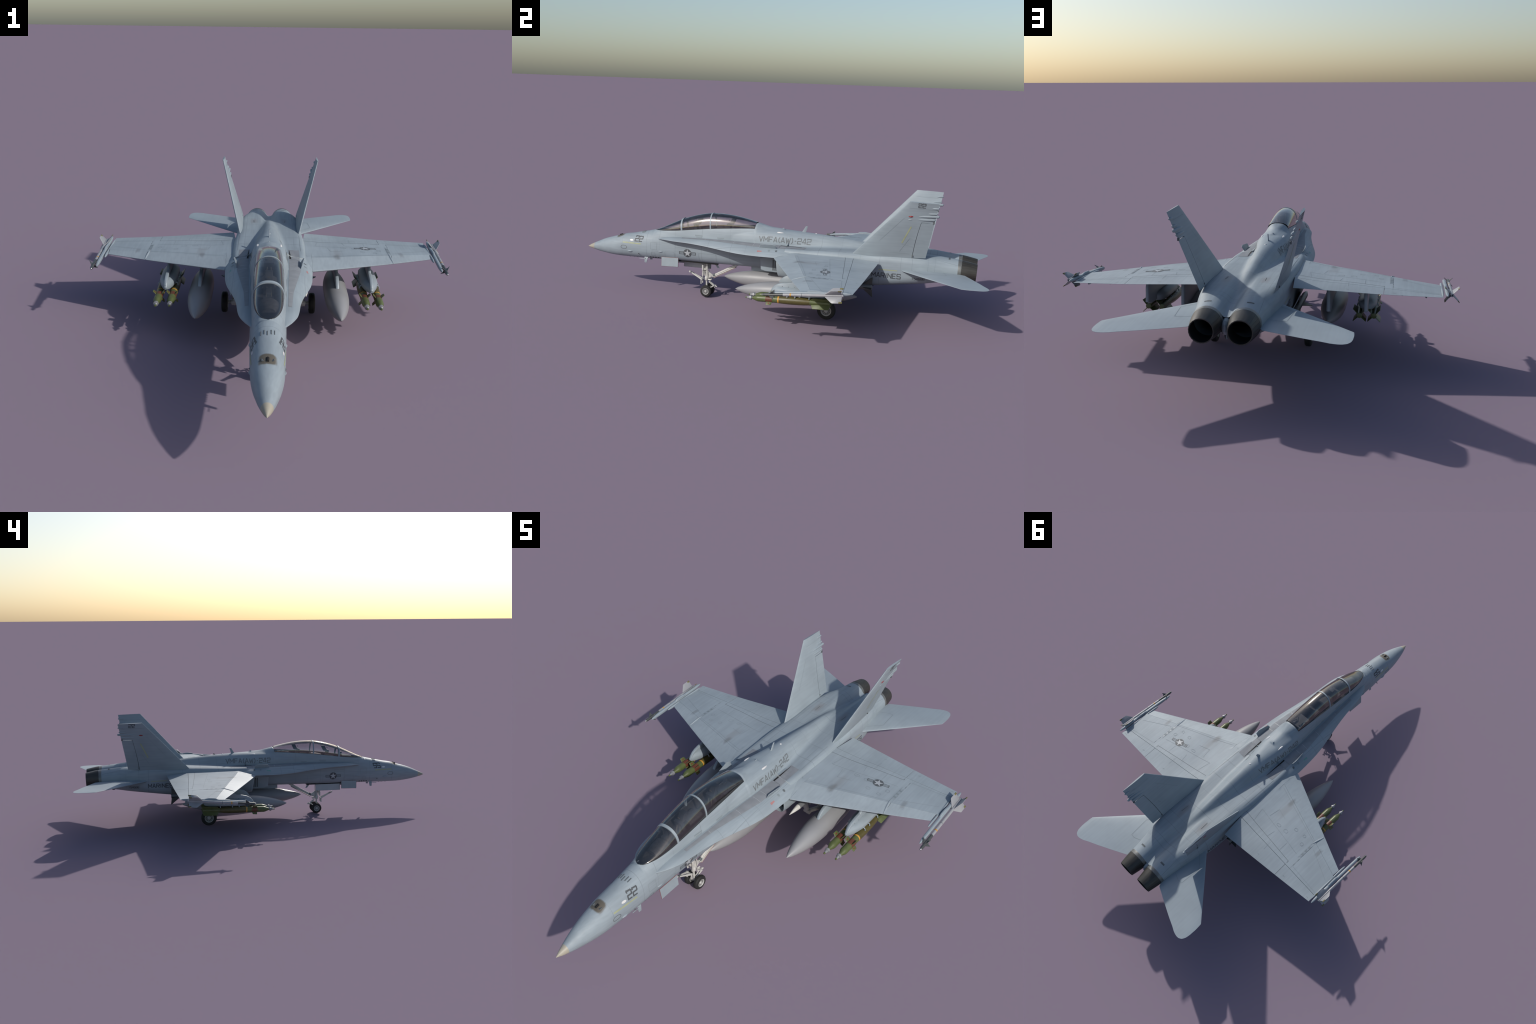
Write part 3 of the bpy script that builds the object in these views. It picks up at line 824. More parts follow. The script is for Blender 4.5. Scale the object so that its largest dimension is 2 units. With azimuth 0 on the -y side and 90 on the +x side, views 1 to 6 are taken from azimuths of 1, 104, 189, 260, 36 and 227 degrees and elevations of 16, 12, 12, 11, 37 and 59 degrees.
def side_text(t, y0, y1, z0, z1, bvh, mat, parent, x=.2, weight=.16, slant=0., mirrored=False, **k):
    lay("lettering", word(t, y1 - y0, z1 - z0, weight, slant), (x, y0, z0), bvh=bvh, mat=mat, parent=parent, stagger=2e-6, **RIGHT, **k)
    if mirrored: lay("lettering", word(t, y1 - y0, z1 - z0, weight, slant), (-x, y0, z0), UY, UZ, (1, 0, 0), bvh, mat, parent, stagger=2e-6, **k)
    else: lay("lettering", word(t, y1 - y0, z1 - z0, weight, slant), (-x, y1, z0), bvh=bvh, mat=mat, parent=parent, stagger=2e-6, **LEFT, **k)
side_text("VMFA(AW)-242", -.067, .181, .3175, .3405, fus_bvh, "markpale", CEN, .06, .18)
side_text("22", -.7195, -.680, .2585, .2830, fus_bvh, "mark", FUS, .045, .20, .18, True)
side_text("MARINES", .4855, .6165, .2125, .2335, fus_bvh, "mark", CEN, .14, .19)
side_text("154688", .667, .7225, .2130, .2225, fus_bvh, "mark", ENG, .13, .2)
side_text("22", .6795, .7095, .5525, .5705, fin_bvh, "mark", FIN[0], .2, .2)
# formation light strips
def rect(w, h): return [[(-w / 2, -h / 2), (w / 2, -h / 2), (w / 2, h / 2), (-w / 2, h / 2)]]
for s, D_ in ((1, RIGHT), (-1, LEFT)):
    for k in range(3): lay("formation_light", rect(.0325, .0062), (s * .05, -.7705 + .0345 * k, .2475 - .0004 * k), bvh=fus_bvh, mat="slime", parent=FUS, **D_)
    for k in range(2): lay("formation_light", rect(.042, .0042), (s * .14, .5365 + .0435 * k, .2490), bvh=fus_bvh, mat="slime", parent=CEN, **D_)
    c = V((s * .16, .6325, .422)); ax = V((0, .039, .082)).normalized(); pr = V((0, ax.z, -ax.y))
    lay("formation_light", rect(.0895, .0062), c, ax, pr, (-s, 0, 0), fin_bvh, "slime", FIN[0 if s > 0 else 1])
    # rescue and access marks
    lay("access_mark", [[(.0098 * math.cos(a), .0042 * math.sin(a)) for a in np.linspace(0, 6.283, 20, False)]], (s * .045, -.738, .2615), bvh=fus_bvh, mat="white", parent=FUS, **D_)
    lay("access_mark", stroke([(.016 * math.copysign(abs(math.cos(a))**.7, math.cos(a)), .0085 * math.sin(a)) for a in np.linspace(0, 6.283, 24, False)], .0022, True), (s * .05, -.779, .2235), bvh=fus_bvh, mat="markmid", parent=FUS, stagger=2e-6, **D_)
    for (y, z, w, h) in ((-.375, .315, .042, .006), (-.375, .307, .03, .004), (-.262, .312, .035, .005), (-.262, .305, .028, .004)):
        n = int(w / .005)
        lay("stencil", [[(-w / 2 + i * .005, -h / 2), (-w / 2 + i * .005 + .0032, -h / 2), (-w / 2 + i * .005 + .0032, h / 2), (-w / 2 + i * .005, h / 2)] for i in range(n)], (s * .06, y, z), bvh=fus_bvh, mat="faint", parent=FUS, **D_)
    # access panels on the nose side
    for (y, z, w, h) in ((-.615, .243, .034, .034), (-.53, .205, .05, .03), (-.47, .252, .06, .012), (-.62, .20, .02, .018), (-.33, .205, .09, .045)):
        lay("access_panel", stroke([(-w / 2, -h / 2), (w / 2, -h / 2), (w / 2, h / 2), (-w / 2, h / 2)], .0011, True), (s * .06, y, z), bvh=fus_bvh, mat="faint", parent=FUS, stagger=2e-6, **D_)
    # side insignia
    disc, star, bars = star_insignia(.0212)
    lay("insignia_disc", disc, (s * .06, -.4345, .2220), bvh=fus_bvh, mat="mark", parent=FUS, **D_)
    lay("insignia_star", star, (s * .06, -.4345, .2220), bvh=fus_bvh, mat="lightgrey", parent=FUS, off=.0009, **D_)
    lay("insignia_bar", bars, (s * .06, -.4345, .2220), bvh=fus_bvh, mat="mark", parent=FUS, stagger=2e-6, **D_)
    # strake markings
    lay("warning_mark", [[(-.011, -.004), (.011, -.0022), (.011, .0022), (-.011, .004)]], (s * .14, -.045, .3), (0, 1, 0), (s, 0, 0), (0, 0, -1), lex_bvh, "pinkmark" if s > 0 else "greenmark", LEX[0 if s > 0 else 1])
    lay("walkway", [[(.062, -.46), (.074, -.46), (.082, -.33), (.1145, -.085), (.1155, .163), (.0745, .168), (.0735, -.05), (.0665, -.3)]], (0, 0, .3), (s, 0, 0), (0, 1, 0), (0, 0, -1), lex_bvh, "walk", LEX[0 if s > 0 else 1], off=.0006, cell=.008)
    lay("walkway_joint", stroke([(.0735, -.185), (.098, -.187)], .0012) + stroke([(.0765, -.0855), (.1147, -.0855)], .0012) + stroke([(.077, -.0405), (.1145, -.0405)], .0012) + stroke([(.068, -.335), (.080, -.337)], .0012), (0, 0, .3), (s, 0, 0), (0, 1, 0), (0, 0, -1), lex_bvh, "lightgrey", LEX[0 if s > 0 else 1], off=.001)
    lay("bleed_louver", [[(.0765, .043), (.0835, .043), (.0815, .10), (.0785, .160), (.0775, .160)]], (0, 0, .3), (s, 0, 0), (0, 1, 0), (0, 0, -1), lex_bvh, "black", CEN, off=.0012, cell=.005)
    lay("deck_joint", stroke([(.0835, .042), (.114, .042)], .0011), (0, 0, .3), (s, 0, 0), (0, 1, 0), (0, 0, -1), lex_bvh, "seam", CEN, off=.0012)
    for yy in (.0, .035): lay("access_cap", [[(.0055 * math.cos(a), .0055 * math.sin(a)) for a in np.linspace(0, 6.283, 18, False)]], (s * .135, yy, .3), (1, 0, 0), (0, 1, 0), (0, 0, -1), lex_bvh, "markmid" if yy > .03 else "faint", LEX[0 if s > 0 else 1], off=.0006)
# wing top insignia (on the +x wing only)
disc, star, bars = star_insignia(.0220)
ua = V((.0821, .0153, 0)).normalized(); va = V((-ua.y, ua.x, 0))
W0 = (.390, .3185, .28)
lay("insignia_disc", disc, W0, ua, va, (0, 0, -1), wing_bvh, "markwing", main[0])
lay("insignia_star", star, W0, ua, va, (0, 0, -1), wing_bvh, "lightgrey", main[0], off=.0009)
lay("insignia_bar", bars, W0, ua, va, (0, 0, -1), wing_bvh, "markwing", main[0], stagger=2e-6)
# panel joints on the flying surfaces
for s, i in ((1, 0), (-1, 1)):
    L = lambda nm, pl, mat, par, bvh, off=.0004: lay(nm, pl, (0, 0, .27), (s, 0, 0), (0, 1, 0), (0, 0, -1), bvh, mat, par, off=off, cell=.02, stagger=2e-6)
    dark = stroke([(x, yH0(x)) for x in (.139, .30, .458)], .0013) + stroke([(.4578, .403), (.4576, .494)], .0016) + stroke([(.4875, .36), (.4875, .405)], .0015)
    L("panel_joint", dark, "seam", main[i], wing_bvh)
    faint = stroke([(.165, yH1(.165) + .012), (.30, yH1(.30) + .012), (.478, yH1(.478) + .008)], .0011) + stroke([(.20, .375), (.185, .30), (.46, .352)], .001) + stroke([(.30, .385), (.308, .343)], .001) + \
        stroke([(.39, .392), (.39, .345)], .001) + stroke([(.476, .262), (.4765, .36)], .0012) + stroke([(.4875, .27), (.4875, .36)], .0012) + stroke([(.49, yH0(.49)), (.647, yH0(.647))], .001) + stroke([(.15, .142), (.136, .155), (.135, .355)], .0012) + \
        stroke([(.335, .44), (.333, .395)], .001) + stroke([(.50, .28), (.64, .352)], .001) + stroke([(.235, .30), (.245, .245), (.30, .262)], .0008)
    for (x, y, a, b) in ((.345, .305, .010, .008), (.375, .265, .008, .007), (.425, .262, .007, .006), (.444, .30, .0075, .0075), (.30, .305, .011, .006)):
        faint += stroke([(x + a * math.copysign(abs(math.cos(t))**.6, math.cos(t)), y + b * math.copysign(abs(math.sin(t))**.6, math.sin(t))) for t in np.linspace(0, 6.283, 16, False)], .0010, True)
    faint += [[(x - .002, y - .001), (x + .009, y + .001), (x + .009, y + .0025), (x - .002, y + .0005)] for x, y in ((.49, .47), (.635, .468), (.33, .475))]
    L("panel_joint", faint, "faint", main[i], wing_bvh)
    L("panel_joint", stroke([(.148, .142), (.122, .160), (.1225, .362)], .0012) + stroke([(.075, .235), (.12, .235)], .0009) + stroke([(.07, .33), (.12, .33)], .0009), "faint", CEN, lex_bvh, .0006)
    for k in range(7): L("fold_hinge", [[(.4765, .272 + .0115 * k), (.4865, .272 + .0115 * k), (.4865, .281 + .0115 * k), (.4765, .281 + .0115 * k)]], "faint" if k % 2 else "grey", main[i], wing_bvh, .0007)
    L("panel_joint", stroke([(.132, .661), (.186, .716), (.177, .816), (.156, .818), (.120, .803)], .0012), "faint", STAB[i], stab_bvh)
    L("deck_slot", [[(.0655, .543), (.067, .543), (.069, .585), (.067, .585)]], "seam", ENG, fus_bvh, .0008)
    L("exhaust_vent", [[(.0555, .8205), (.078, .8205), (.078, .8285), (.0555, .8285)]], "seam", ENG, fus_bvh, .0008)
    # faint joints on fin sides
    for sd in (1, -1):
        lay("panel_joint", stroke([(.645, .405), (.675, .402)], .001) + stroke([(.615, .375), (.663, .365)], .001) + stroke([(.647, .405), (.605, .34)], .001) + stroke([(.56, .332), (.65, .33)], .001) + stroke([(.64, .5475), (.745, .545)], .001) + stroke([(.515, .385), (.62, .50)], .0008),
            (s * .16, 0, 0), (0, 1, 0), (0, 0, 1), (-sd, 0, 0), fin_bvh, "faint", FIN[i], cell=.02, stagger=2e-6)

# ------------------------------------------------------------------ small fittings on the skin
g = Geo()
for k, (x, y, h) in enumerate(((-.021, -.686, .012), (-.0115, -.684, .013), (-.002, -.690, .013), (.009, -.684, .013), (.0185, -.682, .012))):
    z = fus_bvh.ray_cast(V((x, y, .5)), V((0, 0, -1)))[0].z
    g.box((x, y, z + .0001), (.0013, h * .8, .0012), Matrix.Rotation(.22, 3, 'X'))
g.build("nose_vent", "seam", FUS)
g = Geo().lathe([(-.03, .0006), (-.02, .0048), (0, .0062), (.02, .0045), (.035, .0006)], (0, -.790, .2740), (0, 1, .16), 16)
g.build("gun_fairing", "body", parts["radome"])
g = Geo().tube((0, -.8215, .2742), (0, -.806, .2772), .0036, .0046, 14)
g.build("gun_port", "black", parts["radome"])
g = Geo()
for s in (1, -1): g.box((s * .014, -.812, .2735), (.0035, .006, .0012), Matrix.Rotation(s * -.35, 3, "Y"))
g.build("gun_gas_vent", "seam", parts["radome"])
def blade(base, tip, c0, c1, th, up=(0, 0, 1)):
    g = Geo(); rings = []
    for p, c in ((V(base), c0), (V(tip), c1)):
        rings.append([p + V((th * .5 * naca(k) * sd, c * (k - .5), 0)) for k, sd in ((0, 0), (.1, 1), (.35, 1), (.7, 1), (1, 0), (.7, -1), (.35, -1), (.1, -1))])
    return g.loft(rings)
blade((0, .134, .361), (0, .149, .3945), .020, .010, .004).build("blade_antenna", "grey", CEN)
blade((0, .031, .364), (0, .035, .3775), .016, .007, .0035).build("blade_antenna", "grey", CEN)
blade((0, -.310, .178), (0, -.290, .147), .018, .0105, .004).build("blade_antenna", "grey", FUS)
Geo().lathe([(0, .0052), (.002, .0048), (.004, .003), (.005, .0002)], (0, .1955, .3595), (0, 0, 1), 18).build("navigation_dome", "white", CEN)
g = Geo(); rings = []
for t, r in ((0, .0004), (.08, .0032), (.3, .0055), (.55, .0052), (.85, .003), (1, .0004)):
    rings.append([V((.0425 + r * .9 * math.cos(a), .012 + .035 * t, .3608 + r * .7 * math.sin(a))) for a in np.linspace(0, 2 * math.pi, 14, False)])
both(Geo().loft(rings), "air_scoop", "white", CEN)
# strake fences
g = Geo().plate([(.1165, -.053, .2975), (.1215, -.046, .3135), (.1305, .012, .3185), (.1285, .030, .314), (.1185, .030, .298)], (.83, 0, -.55), .0022)
both(g, "strake_fence", "grey", LEX[0])
# blisters and probes on the nose
g = Geo()
for y, x, z in ((-.578, .0545, .218), (-.745, .0495, .205)): g.lathe([(-.014, .0005), (-.008, .003), (0, .0042), (.008, .003), (.014, .0005)], (x, y, z), (0, 1, 0), 12)
both(g, "antenna_blister", "grey", FUS)
g = Geo().path([(.030, -.664, .182), (.035, -.668, .169), (.035, -.70, .169)], .0014, 8).plate([(.030, -.674, .183), (.030, -.654, .183), (.036, -.660, .150), (.036, -.672, .150)], (1, 0, .15), .0022)
both(g, "pitot_probe", "grey", FUS)
g = Geo().tube((.048, -.70, .196), (.0535, -.697, .195), .0022, n=8)
both(g, "angle_of_attack_vane", "seam", FUS)
g = Geo()
for y in (-.765, -.742, -.725): g.lathe([(-.008, .0004), (0, .0026), (.008, .0004)], (0, y, .1672), (0, 1, 0), 10)
g.build("belly_antenna", "seam", FUS)
g = Geo()
for s in (1, -1):
    for k in range(4): g.box((s * .036, -.638 + .014 * k, .182), (.0015, .004, .0026), Matrix.Rotation(s * .5, 3, "Y"))
g.build("avionics_louvre", "black", FUS)

# ------------------------------------------------------------------ nose gear
g = Geo()
g.tube((0, -.352, .185), (0, -.352, .092), .0070, .0066, 16).tube((0, -.352, .094), (0, -.350, .030), .0044, .0044, 14)
g.lathe([(0, .0078), (.003, .0098), (.016, .0100), (.02, .0075)], (0, -.352, .080), (0, 0, 1), 16)
g.tube((-.030, -.346, .0295), (.030, -.346, .0295), .0045, n=12)
NG = g.build("nose_gear_strut", "gear", None, 40)
g = Geo()
g.plate([(0, -.348, .13), (0, -.320, .112), (0, -.318, .100), (0, -.345, .088)], (1, 0, 0), .012)
g.tube((0, -.318, .106), (0, -.19, .176), .0052, .0068, 12).tube((.004, -.318, .100), (.004, -.20, .163), .0022, n=8).tube((-.004, -.318, .100), (-.004, -.20, .163), .0022, n=8)
g.build("drag_brace", "gear", NG)
Geo().tube((0, -.3165, .107), (0, -.306, .1127), .0072, n=12).build("brace_joint", "seam", NG)
g = Geo()
for s in (1, -1):
    g.tube((s * .010, -.372, .083), (s * .003, -.430, .112), .0042, .003, 8)
    g.tube((s * .012, -.376, .088), (s * .012, -.376, .062), .0032, n=8)
    g.tube((s * .013, -.368, .160), (s * .013, -.368, .132), .0046, n=10); g.tube((s * .013, -.368, .126), (s * .013, -.368, .100), .0036, n=10); g.tube((s * .013, -.368, .133), (s * .013, -.368, .122), .0024, n=8)
    g.tube((s * .006, -.352, .135), (s * .013, -.368, .135), .003, n=8)
    g.tube((s * .008, -.340, .086), (s * .008, -.326, .086), .004, n=8)
g.tube((-.012, -.376, .084), (.012, -.376, .084), .004, n=8)
g.build("launch_bar", "gear", NG)
g = Geo().tube((0, -.421, .1075), (0, -.435, .1145), .0045, n=10); g.build("launch_bar_band", "seam", NG)
g = Geo().lathe([(-.003, .0045), (.003, .0045)], (0, -.441, .117), (1, 0, 0), 12); g.build("launch_bar_head", "gear", NG)
g = Geo()
for s in (1, -1):
    g.path([(s * .006, -.338, .076), (s * .006, -.312, .056), (s * .004, -.328, .045), (s * .004, -.345, .040)], .0026, 8)
g.path([(-.008, -.312, .056), (.008, -.312, .056)], .003, 8).path([(0, -.312, .055), (0, -.296, .052)], .0024, 8).path([(0, -.302, .060), (0, -.310, .046)], .0026, 8)
g.build("torque_link", "gear", NG)
g = Geo()
g.box((0, -.364, .122), (.012, .004, .007)); g.lathe([(-.003, .006), (.002, .006), (.003, .004)], (0, -.369, .122), (0, -1, 0), 12)
g.path([(.010, -.345, .17), (.011, -.343, .12), (.006, -.34, .09)], .0014, 6).path([(-.010, -.345, .17), (-.011, -.343, .12), (-.006, -.34, .09)], .0014, 6)
g.build("gear_light", "gear", NG)
def wheel(R_, w, rim):
    """Tyre and rim meshes about the x axis."""
    t = Geo().lathe([(-w, rim), (-w * .98, rim + (R_ - rim) * .35), (-w * .85, R_ - (R_ - rim) * .22), (-w * .55, R_ - .0008), (-w * .3, R_), (-w * .28, R_ - .0006), (-w * .1, R_ - .0006), (-w * .08, R_), (w * .08, R_), (w * .1, R_ - .0006), (w * .28, R_ - .0006), (w * .3, R_), (w * .55, R_ - .0008), (w * .85, R_ - (R_ - rim) * .22), (w * .98, rim + (R_ - rim) * .35), (w, rim)], (0, 0, 0), (1, 0, 0), 44, False)
    r = Geo()
    for s in (1, -1):
        r.lathe([(s * w * .72, rim * 1.03), (s * w * .98, rim * 1.02), (s * w * 1.02, rim * .93), (s * w * .82, rim * .86), (s * w * .66, rim * .8), (s * w * .62, rim * .45), (s * w * .85, rim * .38), (s * w * .98, rim * .30), (s * w * 1.0, .0003)], (0, 0, 0), (1, 0, 0), 36, False)
        r.mat(2).lathe([(s * w * .64, rim * .81), (s * w * .685, rim * .80), (s * w * .685, rim * .45), (s * w * .64, rim * .44)], (0, 0, 0), (1, 0, 0), 36, False).mat(0)
        for k in range(10):
            a = k * math.pi / 5
            r.mat(0).tube((s * w * .60, rim * .63 * math.cos(a), rim * .63 * math.sin(a)), (s * w * .78, rim * .63 * math.cos(a), rim * .63 * math.sin(a)), rim * .075, rim * .075, 8).mat(0)
    return t, r
def place_wheels(spots, R_, w, rim, parents):
    t, r = wheel(R_, w, rim)
    t0 = r0 = None
    for p, par in zip(spots, parents):
        if t0 is None:
            t0 = t.build("tyre", "tyre", par, 25); r0 = r.build("wheel_rim", ["rim", "seam", "rimdark"], t0, 35); to, ro = t0, r0
        else:
            to, ro = t0.copy(), r0.copy(); COLL.objects.link(to); COLL.objects.link(ro); to.parent = par; ro.parent = to
        to.location = p
place_wheels([(.0225, -.346, .0295), (-.0225, -.346, .0295)], .0295, .0098, .0165, [NG, NG])
# gear doors
def door(name, ol, nrm, th, mats=("grey", "redtrim")):
    g = Geo(); n = V(nrm).normalized(); c = sum((V(p) for p in ol), V()) / len(ol)
    g.plate(ol, nrm, th, .2)
    g.mat(1)
    for a, b in zip(ol, ol[1:] + ol[:1]): g.tube(V(a) - n * th * .1, V(b) - n * th * .1, th * .3, n=6)
    return g.build(name, list(mats), FUS, 40)
for s in (1, -1):
    door("nose_gear_door", [(s * .0455, -.576, .188), (s * .0455, -.486, .190), (s * .0500, -.486, .146), (s * .0510, -.574, .144)], (s, 0, .12), .0032)
door("nose_gear_door", [(-.0275, -.483, .178), (-.0275, -.338, .180), (-.029, -.340, .134), (-.0295, -.483, .134)], (-1, 0, -.08), .0032, ("lightgrey", "seam"))
door("nose_gear_brace_door", [(-.009, -.312, .0965), (.009, -.312, .0965), (.011, -.20, .1590), (-.011, -.20, .1590)], (0, .49, -.87), .0025, ("gear", "redtrim"))
Geo().box((0, -.43, .1735), (.030, .145, .003)).build("nose_gear_bay", "black", FUS)

# ------------------------------------------------------------------ main gear
for s in (1, -1):
    g = Geo()
    g.tube((s * .085, .215, .185), (s * .134, .214, .070), .0105, .0100, 14)
    g.tube((s * .134, .212, .068), (s * .148, .296, .044), .0100, .0085, 14)
    g.tube((s * .120, .214, .072), (s * .148, .214, .069), .0105, n=14)
    g.tube((s * .140, .295, .044), (s * .176, .295, .043), .0075, .0070, 14)
    g.tube((s * .118, .245, .165), (s * .145, .285, .062), .0055, .0045, 12)
    g.lathe([(0, .009), (.004, .012), (.018, .012), (.022, .008)], (s * .118, .214, .106), (s * .4, 0, -1), 12)
    g.path([(s * .10, .24, .15), (s * .126, .255, .09), (s * .15, .285, .055)], .0016, 6)
    g.tube((s * .075, .30, .18), (s * .128, .238, .085), .0045, n=10)
    MG = g.build("main_gear_leg", "gear", None, 40)
    if s > 0: MG0 = MG
    else: place_wheels([(.1795, .295, .0430), (-.1795, .295, .0430)], .0430, .0135, .0245, [MG0, MG])
    g = Geo().plate([(s * .132, .22, .166), (s * .132, .425, .168), (s * .152, .425, .205), (s * .164, .40, .232), (s * .161, .27, .228), (s * .148, .23, .200)], (-s * .88, 0, .47), .003)
    g.build("main_gear_door", "lightgrey", CEN)
    g = Geo().plate([(s * .062, .29, .166), (s * .062, .42, .166), (s * .075, .42, .125), (s * .075, .30, .12)], (1, 0, s * .3), .003)
    g.build("main_gear_door", "lightgrey", CEN)
    Geo().box((s * .10, .27, .1645), (.028, .085, .004)).build("main_gear_bay", "black", CEN)

# ------------------------------------------------------------------ stores: drop tanks
def tank_geo():
    L = .563; r = .0458; prof = []
    for t in np.linspace(0, 1, 40):
        a = min(1, t / .44)**.62 if t < .44 else 1
        f = math.sin(math.pi / 2 * min(1, t / .40))**.72 if t < .40 else (1 if t < .58 else math.cos(math.pi / 2 * min(1, (t - .58) / .43))**.80)
        prof.append((t * L, max(r * f, .0004)))
    return Geo().lathe(prof, (0, 0, 0), (0, 1, 0), 48)
tg = tank_geo(); T0 = tg.build("drop_tank", "tank")
T0.location = (.264, -.120, .1255); T0.rotation_euler = (math.radians(1.9), 0, 0)
for loc, rx in (((-.264, -.120, .1255), 1.9), ((0, -.260, .1105), 0.0)):
    o = T0.copy(); COLL.objects.link(o); o.location = loc; o.rotation_euler = (math.radians(rx), 0, 0)
def pylon(x, ol, th, nm="wing_pylon"):
    """Pylon: side outline swept in thickness with a rounded rim."""
    c = (sum(p[0] for p in ol) / len(ol), sum(p[1] for p in ol) / len(ol)); rings = []
    for off, ins in ((-.5, .006), (-.44, .0028), (-.28, .0008), (0, 0), (.28, .0008), (.44, .0028), (.5, .006)):
        ring = []
        for y, z in ol:
            d = V((0, c[0] - y, c[1] - z)); ring.append(V((x + th * off, y, z)) + d.normalized() * ins)
        rings.append(ring)
    return Geo().loft(rings)
ol_in = [(.084, .176), (.090, .187), (.100, .198), (.116, .2085), (.14, .2145), (.165, .2200), (.19, .247), (.21, .262), (.41, .270), (.425, .25), (.432, .178), (.40, .165), (.20, .165), (.10, .168)]
for o, p in zip(both(pylon(.264, ol_in, .0135), "wing_pylon", "grey", None, 35), main): o.parent = p
ol_out = [(.082, .171), (.088, .183), (.100, .196), (.116, .2048), (.138, .2105), (.175, .2150), (.20, .238), (.225, .256), (.42, .265), (.434, .24), (.440, .185), (.40, .172), (.20, .166), (.10, .165)]
PY = both(pylon(.3955, ol_out, .0125), "wing_pylon", "grey", None, 35)
for o, p in zip(PY, main): o.parent = p
Geo().loft([[(w * a, y, z) for a, z in ((-1, .182), (1, .182), (.7, .154), (-.7, .154))] for w, y in ((.004, -.12), (.012, -.10), (.013, .2), (.006, .235))]).build("centreline_pylon", "grey", CEN)
# twin ejector racks
rings = []
for y, w, q in ((.086, .0045, .5), (.094, .009, .75), (.110, .0155, .95), (.135, .0245, 1), (.165, .0315, 1), (.20, .0330, 1), (.285, .0330, 1), (.315, .029, .97), (.335, .020, .85), (.342, .010, .6)):
    zc = .172 + .0225 * (y - .2)
    half = [(.62, -.0135), (.86, -.0118), (1., -.006), (1., .0075), (.88, .0125), (.42, .0225)]
    pr = [(a_, b_) for a_, b_ in half] + [(-a_, b_) for a_, b_ in half[::-1]]
    rings.append([(.3955 + a_ * w, y, zc + b_ * q) for a_, b_ in pr])
RK = both(Geo().loft(rings), "bomb_rack", "grey", None, 40)
for o, p in zip(RK, PY): o.parent = p
g = Geo()
for bx in (.3695, .4215):
    for y in (.165, .20, .262):
        for sx in (1, -1): g.path([(bx + sx * .004, y, .168), (bx + sx * .012, y, .163), (bx + sx * .0125, y, .156)], .0021, 7)
for o, p in zip(both(g, "sway_brace", "grey"), RK): o.parent = p
g = Geo()
for y in (.135, .162, .19): g.tube((.3895, y, .194), (.4020, y, .194), .0022, n=8)
for o, p in zip(both(g, "rack_bolt", "seam"), RK): o.parent = p

# ------------------------------------------------------------------ guided bombs
g = Geo()
g.lathe([(.070, .0140), (.096, .0145)], n=28)
g.mat(1).lathe([(.026, .0042), (.030, .0052), (.050, .0132), (.056, .0147), (.062, .0150), (.0925, .0150)], n=28)
g.mat(2).lathe([(.0922, .0151), (.1222, .0153)], n=28, caps=False)
g.mat(1).lathe([(.1220, .0151), (.150, .0148)], n=28, caps=False)
g.mat(4).lathe([(.1455, .0150), (.1465, .0155), (.1515, .0156), (.1525, .0152)], n=28, caps=False)
g.mat(3).lathe([(.150, .0150), (.165, .0164), (.20, .0172), (.235, .0170), (.265, .0156), (.300, .0125)], n=28, caps=False)
g.mat(1).lathe([(.288, .0143), (.32, .0122), (.365, .0105), (.374, .0100), (.375, .0080), (.376, .0002)], n=28)
B0 = g.build("guided_bomb", ["olive", "olive", "rust", "olive2", "yellow"], PY[0], 35)
g = Geo().lathe([(.002, .0020), (.006, .0042), (.012, .0048), (.013, .0060), (.018, .0060), (.0185, .0095), (.0265, .0100), (.027, .0066), (.031, .0060)], n=22)
g.mat(1).lathe([(-.001, .0002), (-.0005, .0030), (.002, .0040), (.0075, .0042), (.008, .0030)], n=18)
sk = g.build("seeker_head", ["seeker", "olive"], B0, 35)
g, gt = Geo(), Geo()
for k in range(4):
    a = math.pi / 4 + k * math.pi / 2; r = V((math.cos(a), 0, math.sin(a))); n = V((-math.sin(a), 0, math.cos(a)))
    P = lambda rr, y: r * rr + V((0, y, 0))
    g.plate([P(.013, .094), P(.030, .096), P(.031, .098), P(.0295, .118), P(.013, .122)], n, .0022)
    gt.plate([P(.010, .292), P(.0305, .301), P(.0325, .304), P(.0325, .372), P(.010, .378)], n, .0020)
cn = g.build("canard_fin", "olive", B0); tl = gt.build("bomb_tail_fin", "olive", B0)
g = Geo()
for k in range(4):
    a = math.pi / 4 + k * math.pi / 2; r = V((math.cos(a), 0, math.sin(a))); n = V((-math.sin(a), 0, math.cos(a)))
    for sd in (1, -1): g.box(r * .022 + V((0, .107, 0)) + n * .00122 * sd, (.0001, .0001, .0001)); g.plate([r * q + V((0, y, 0)) + n * .00125 * sd for q, y in ((.020, .103), (.0245, .104), (.0245, .109), (.020, .110))], n, .0003)
fm = g.build("fin_mark", "red", B0)
for x, par, first in ((.4212, PY[0], True), (.3692, PY[0], False), (-.4212, PY[1], False), (-.3692, PY[1], False)):
    if first: o = B0
    else:
        o = B0.copy(); COLL.objects.link(o)
        for ch in (sk, cn, tl, fm):
            c = ch.copy(); COLL.objects.link(c); c.parent = o
    o.parent = par; o.location = (x, -.0235, .1355); o.rotation_euler = (math.radians(1.3), 0, 0)
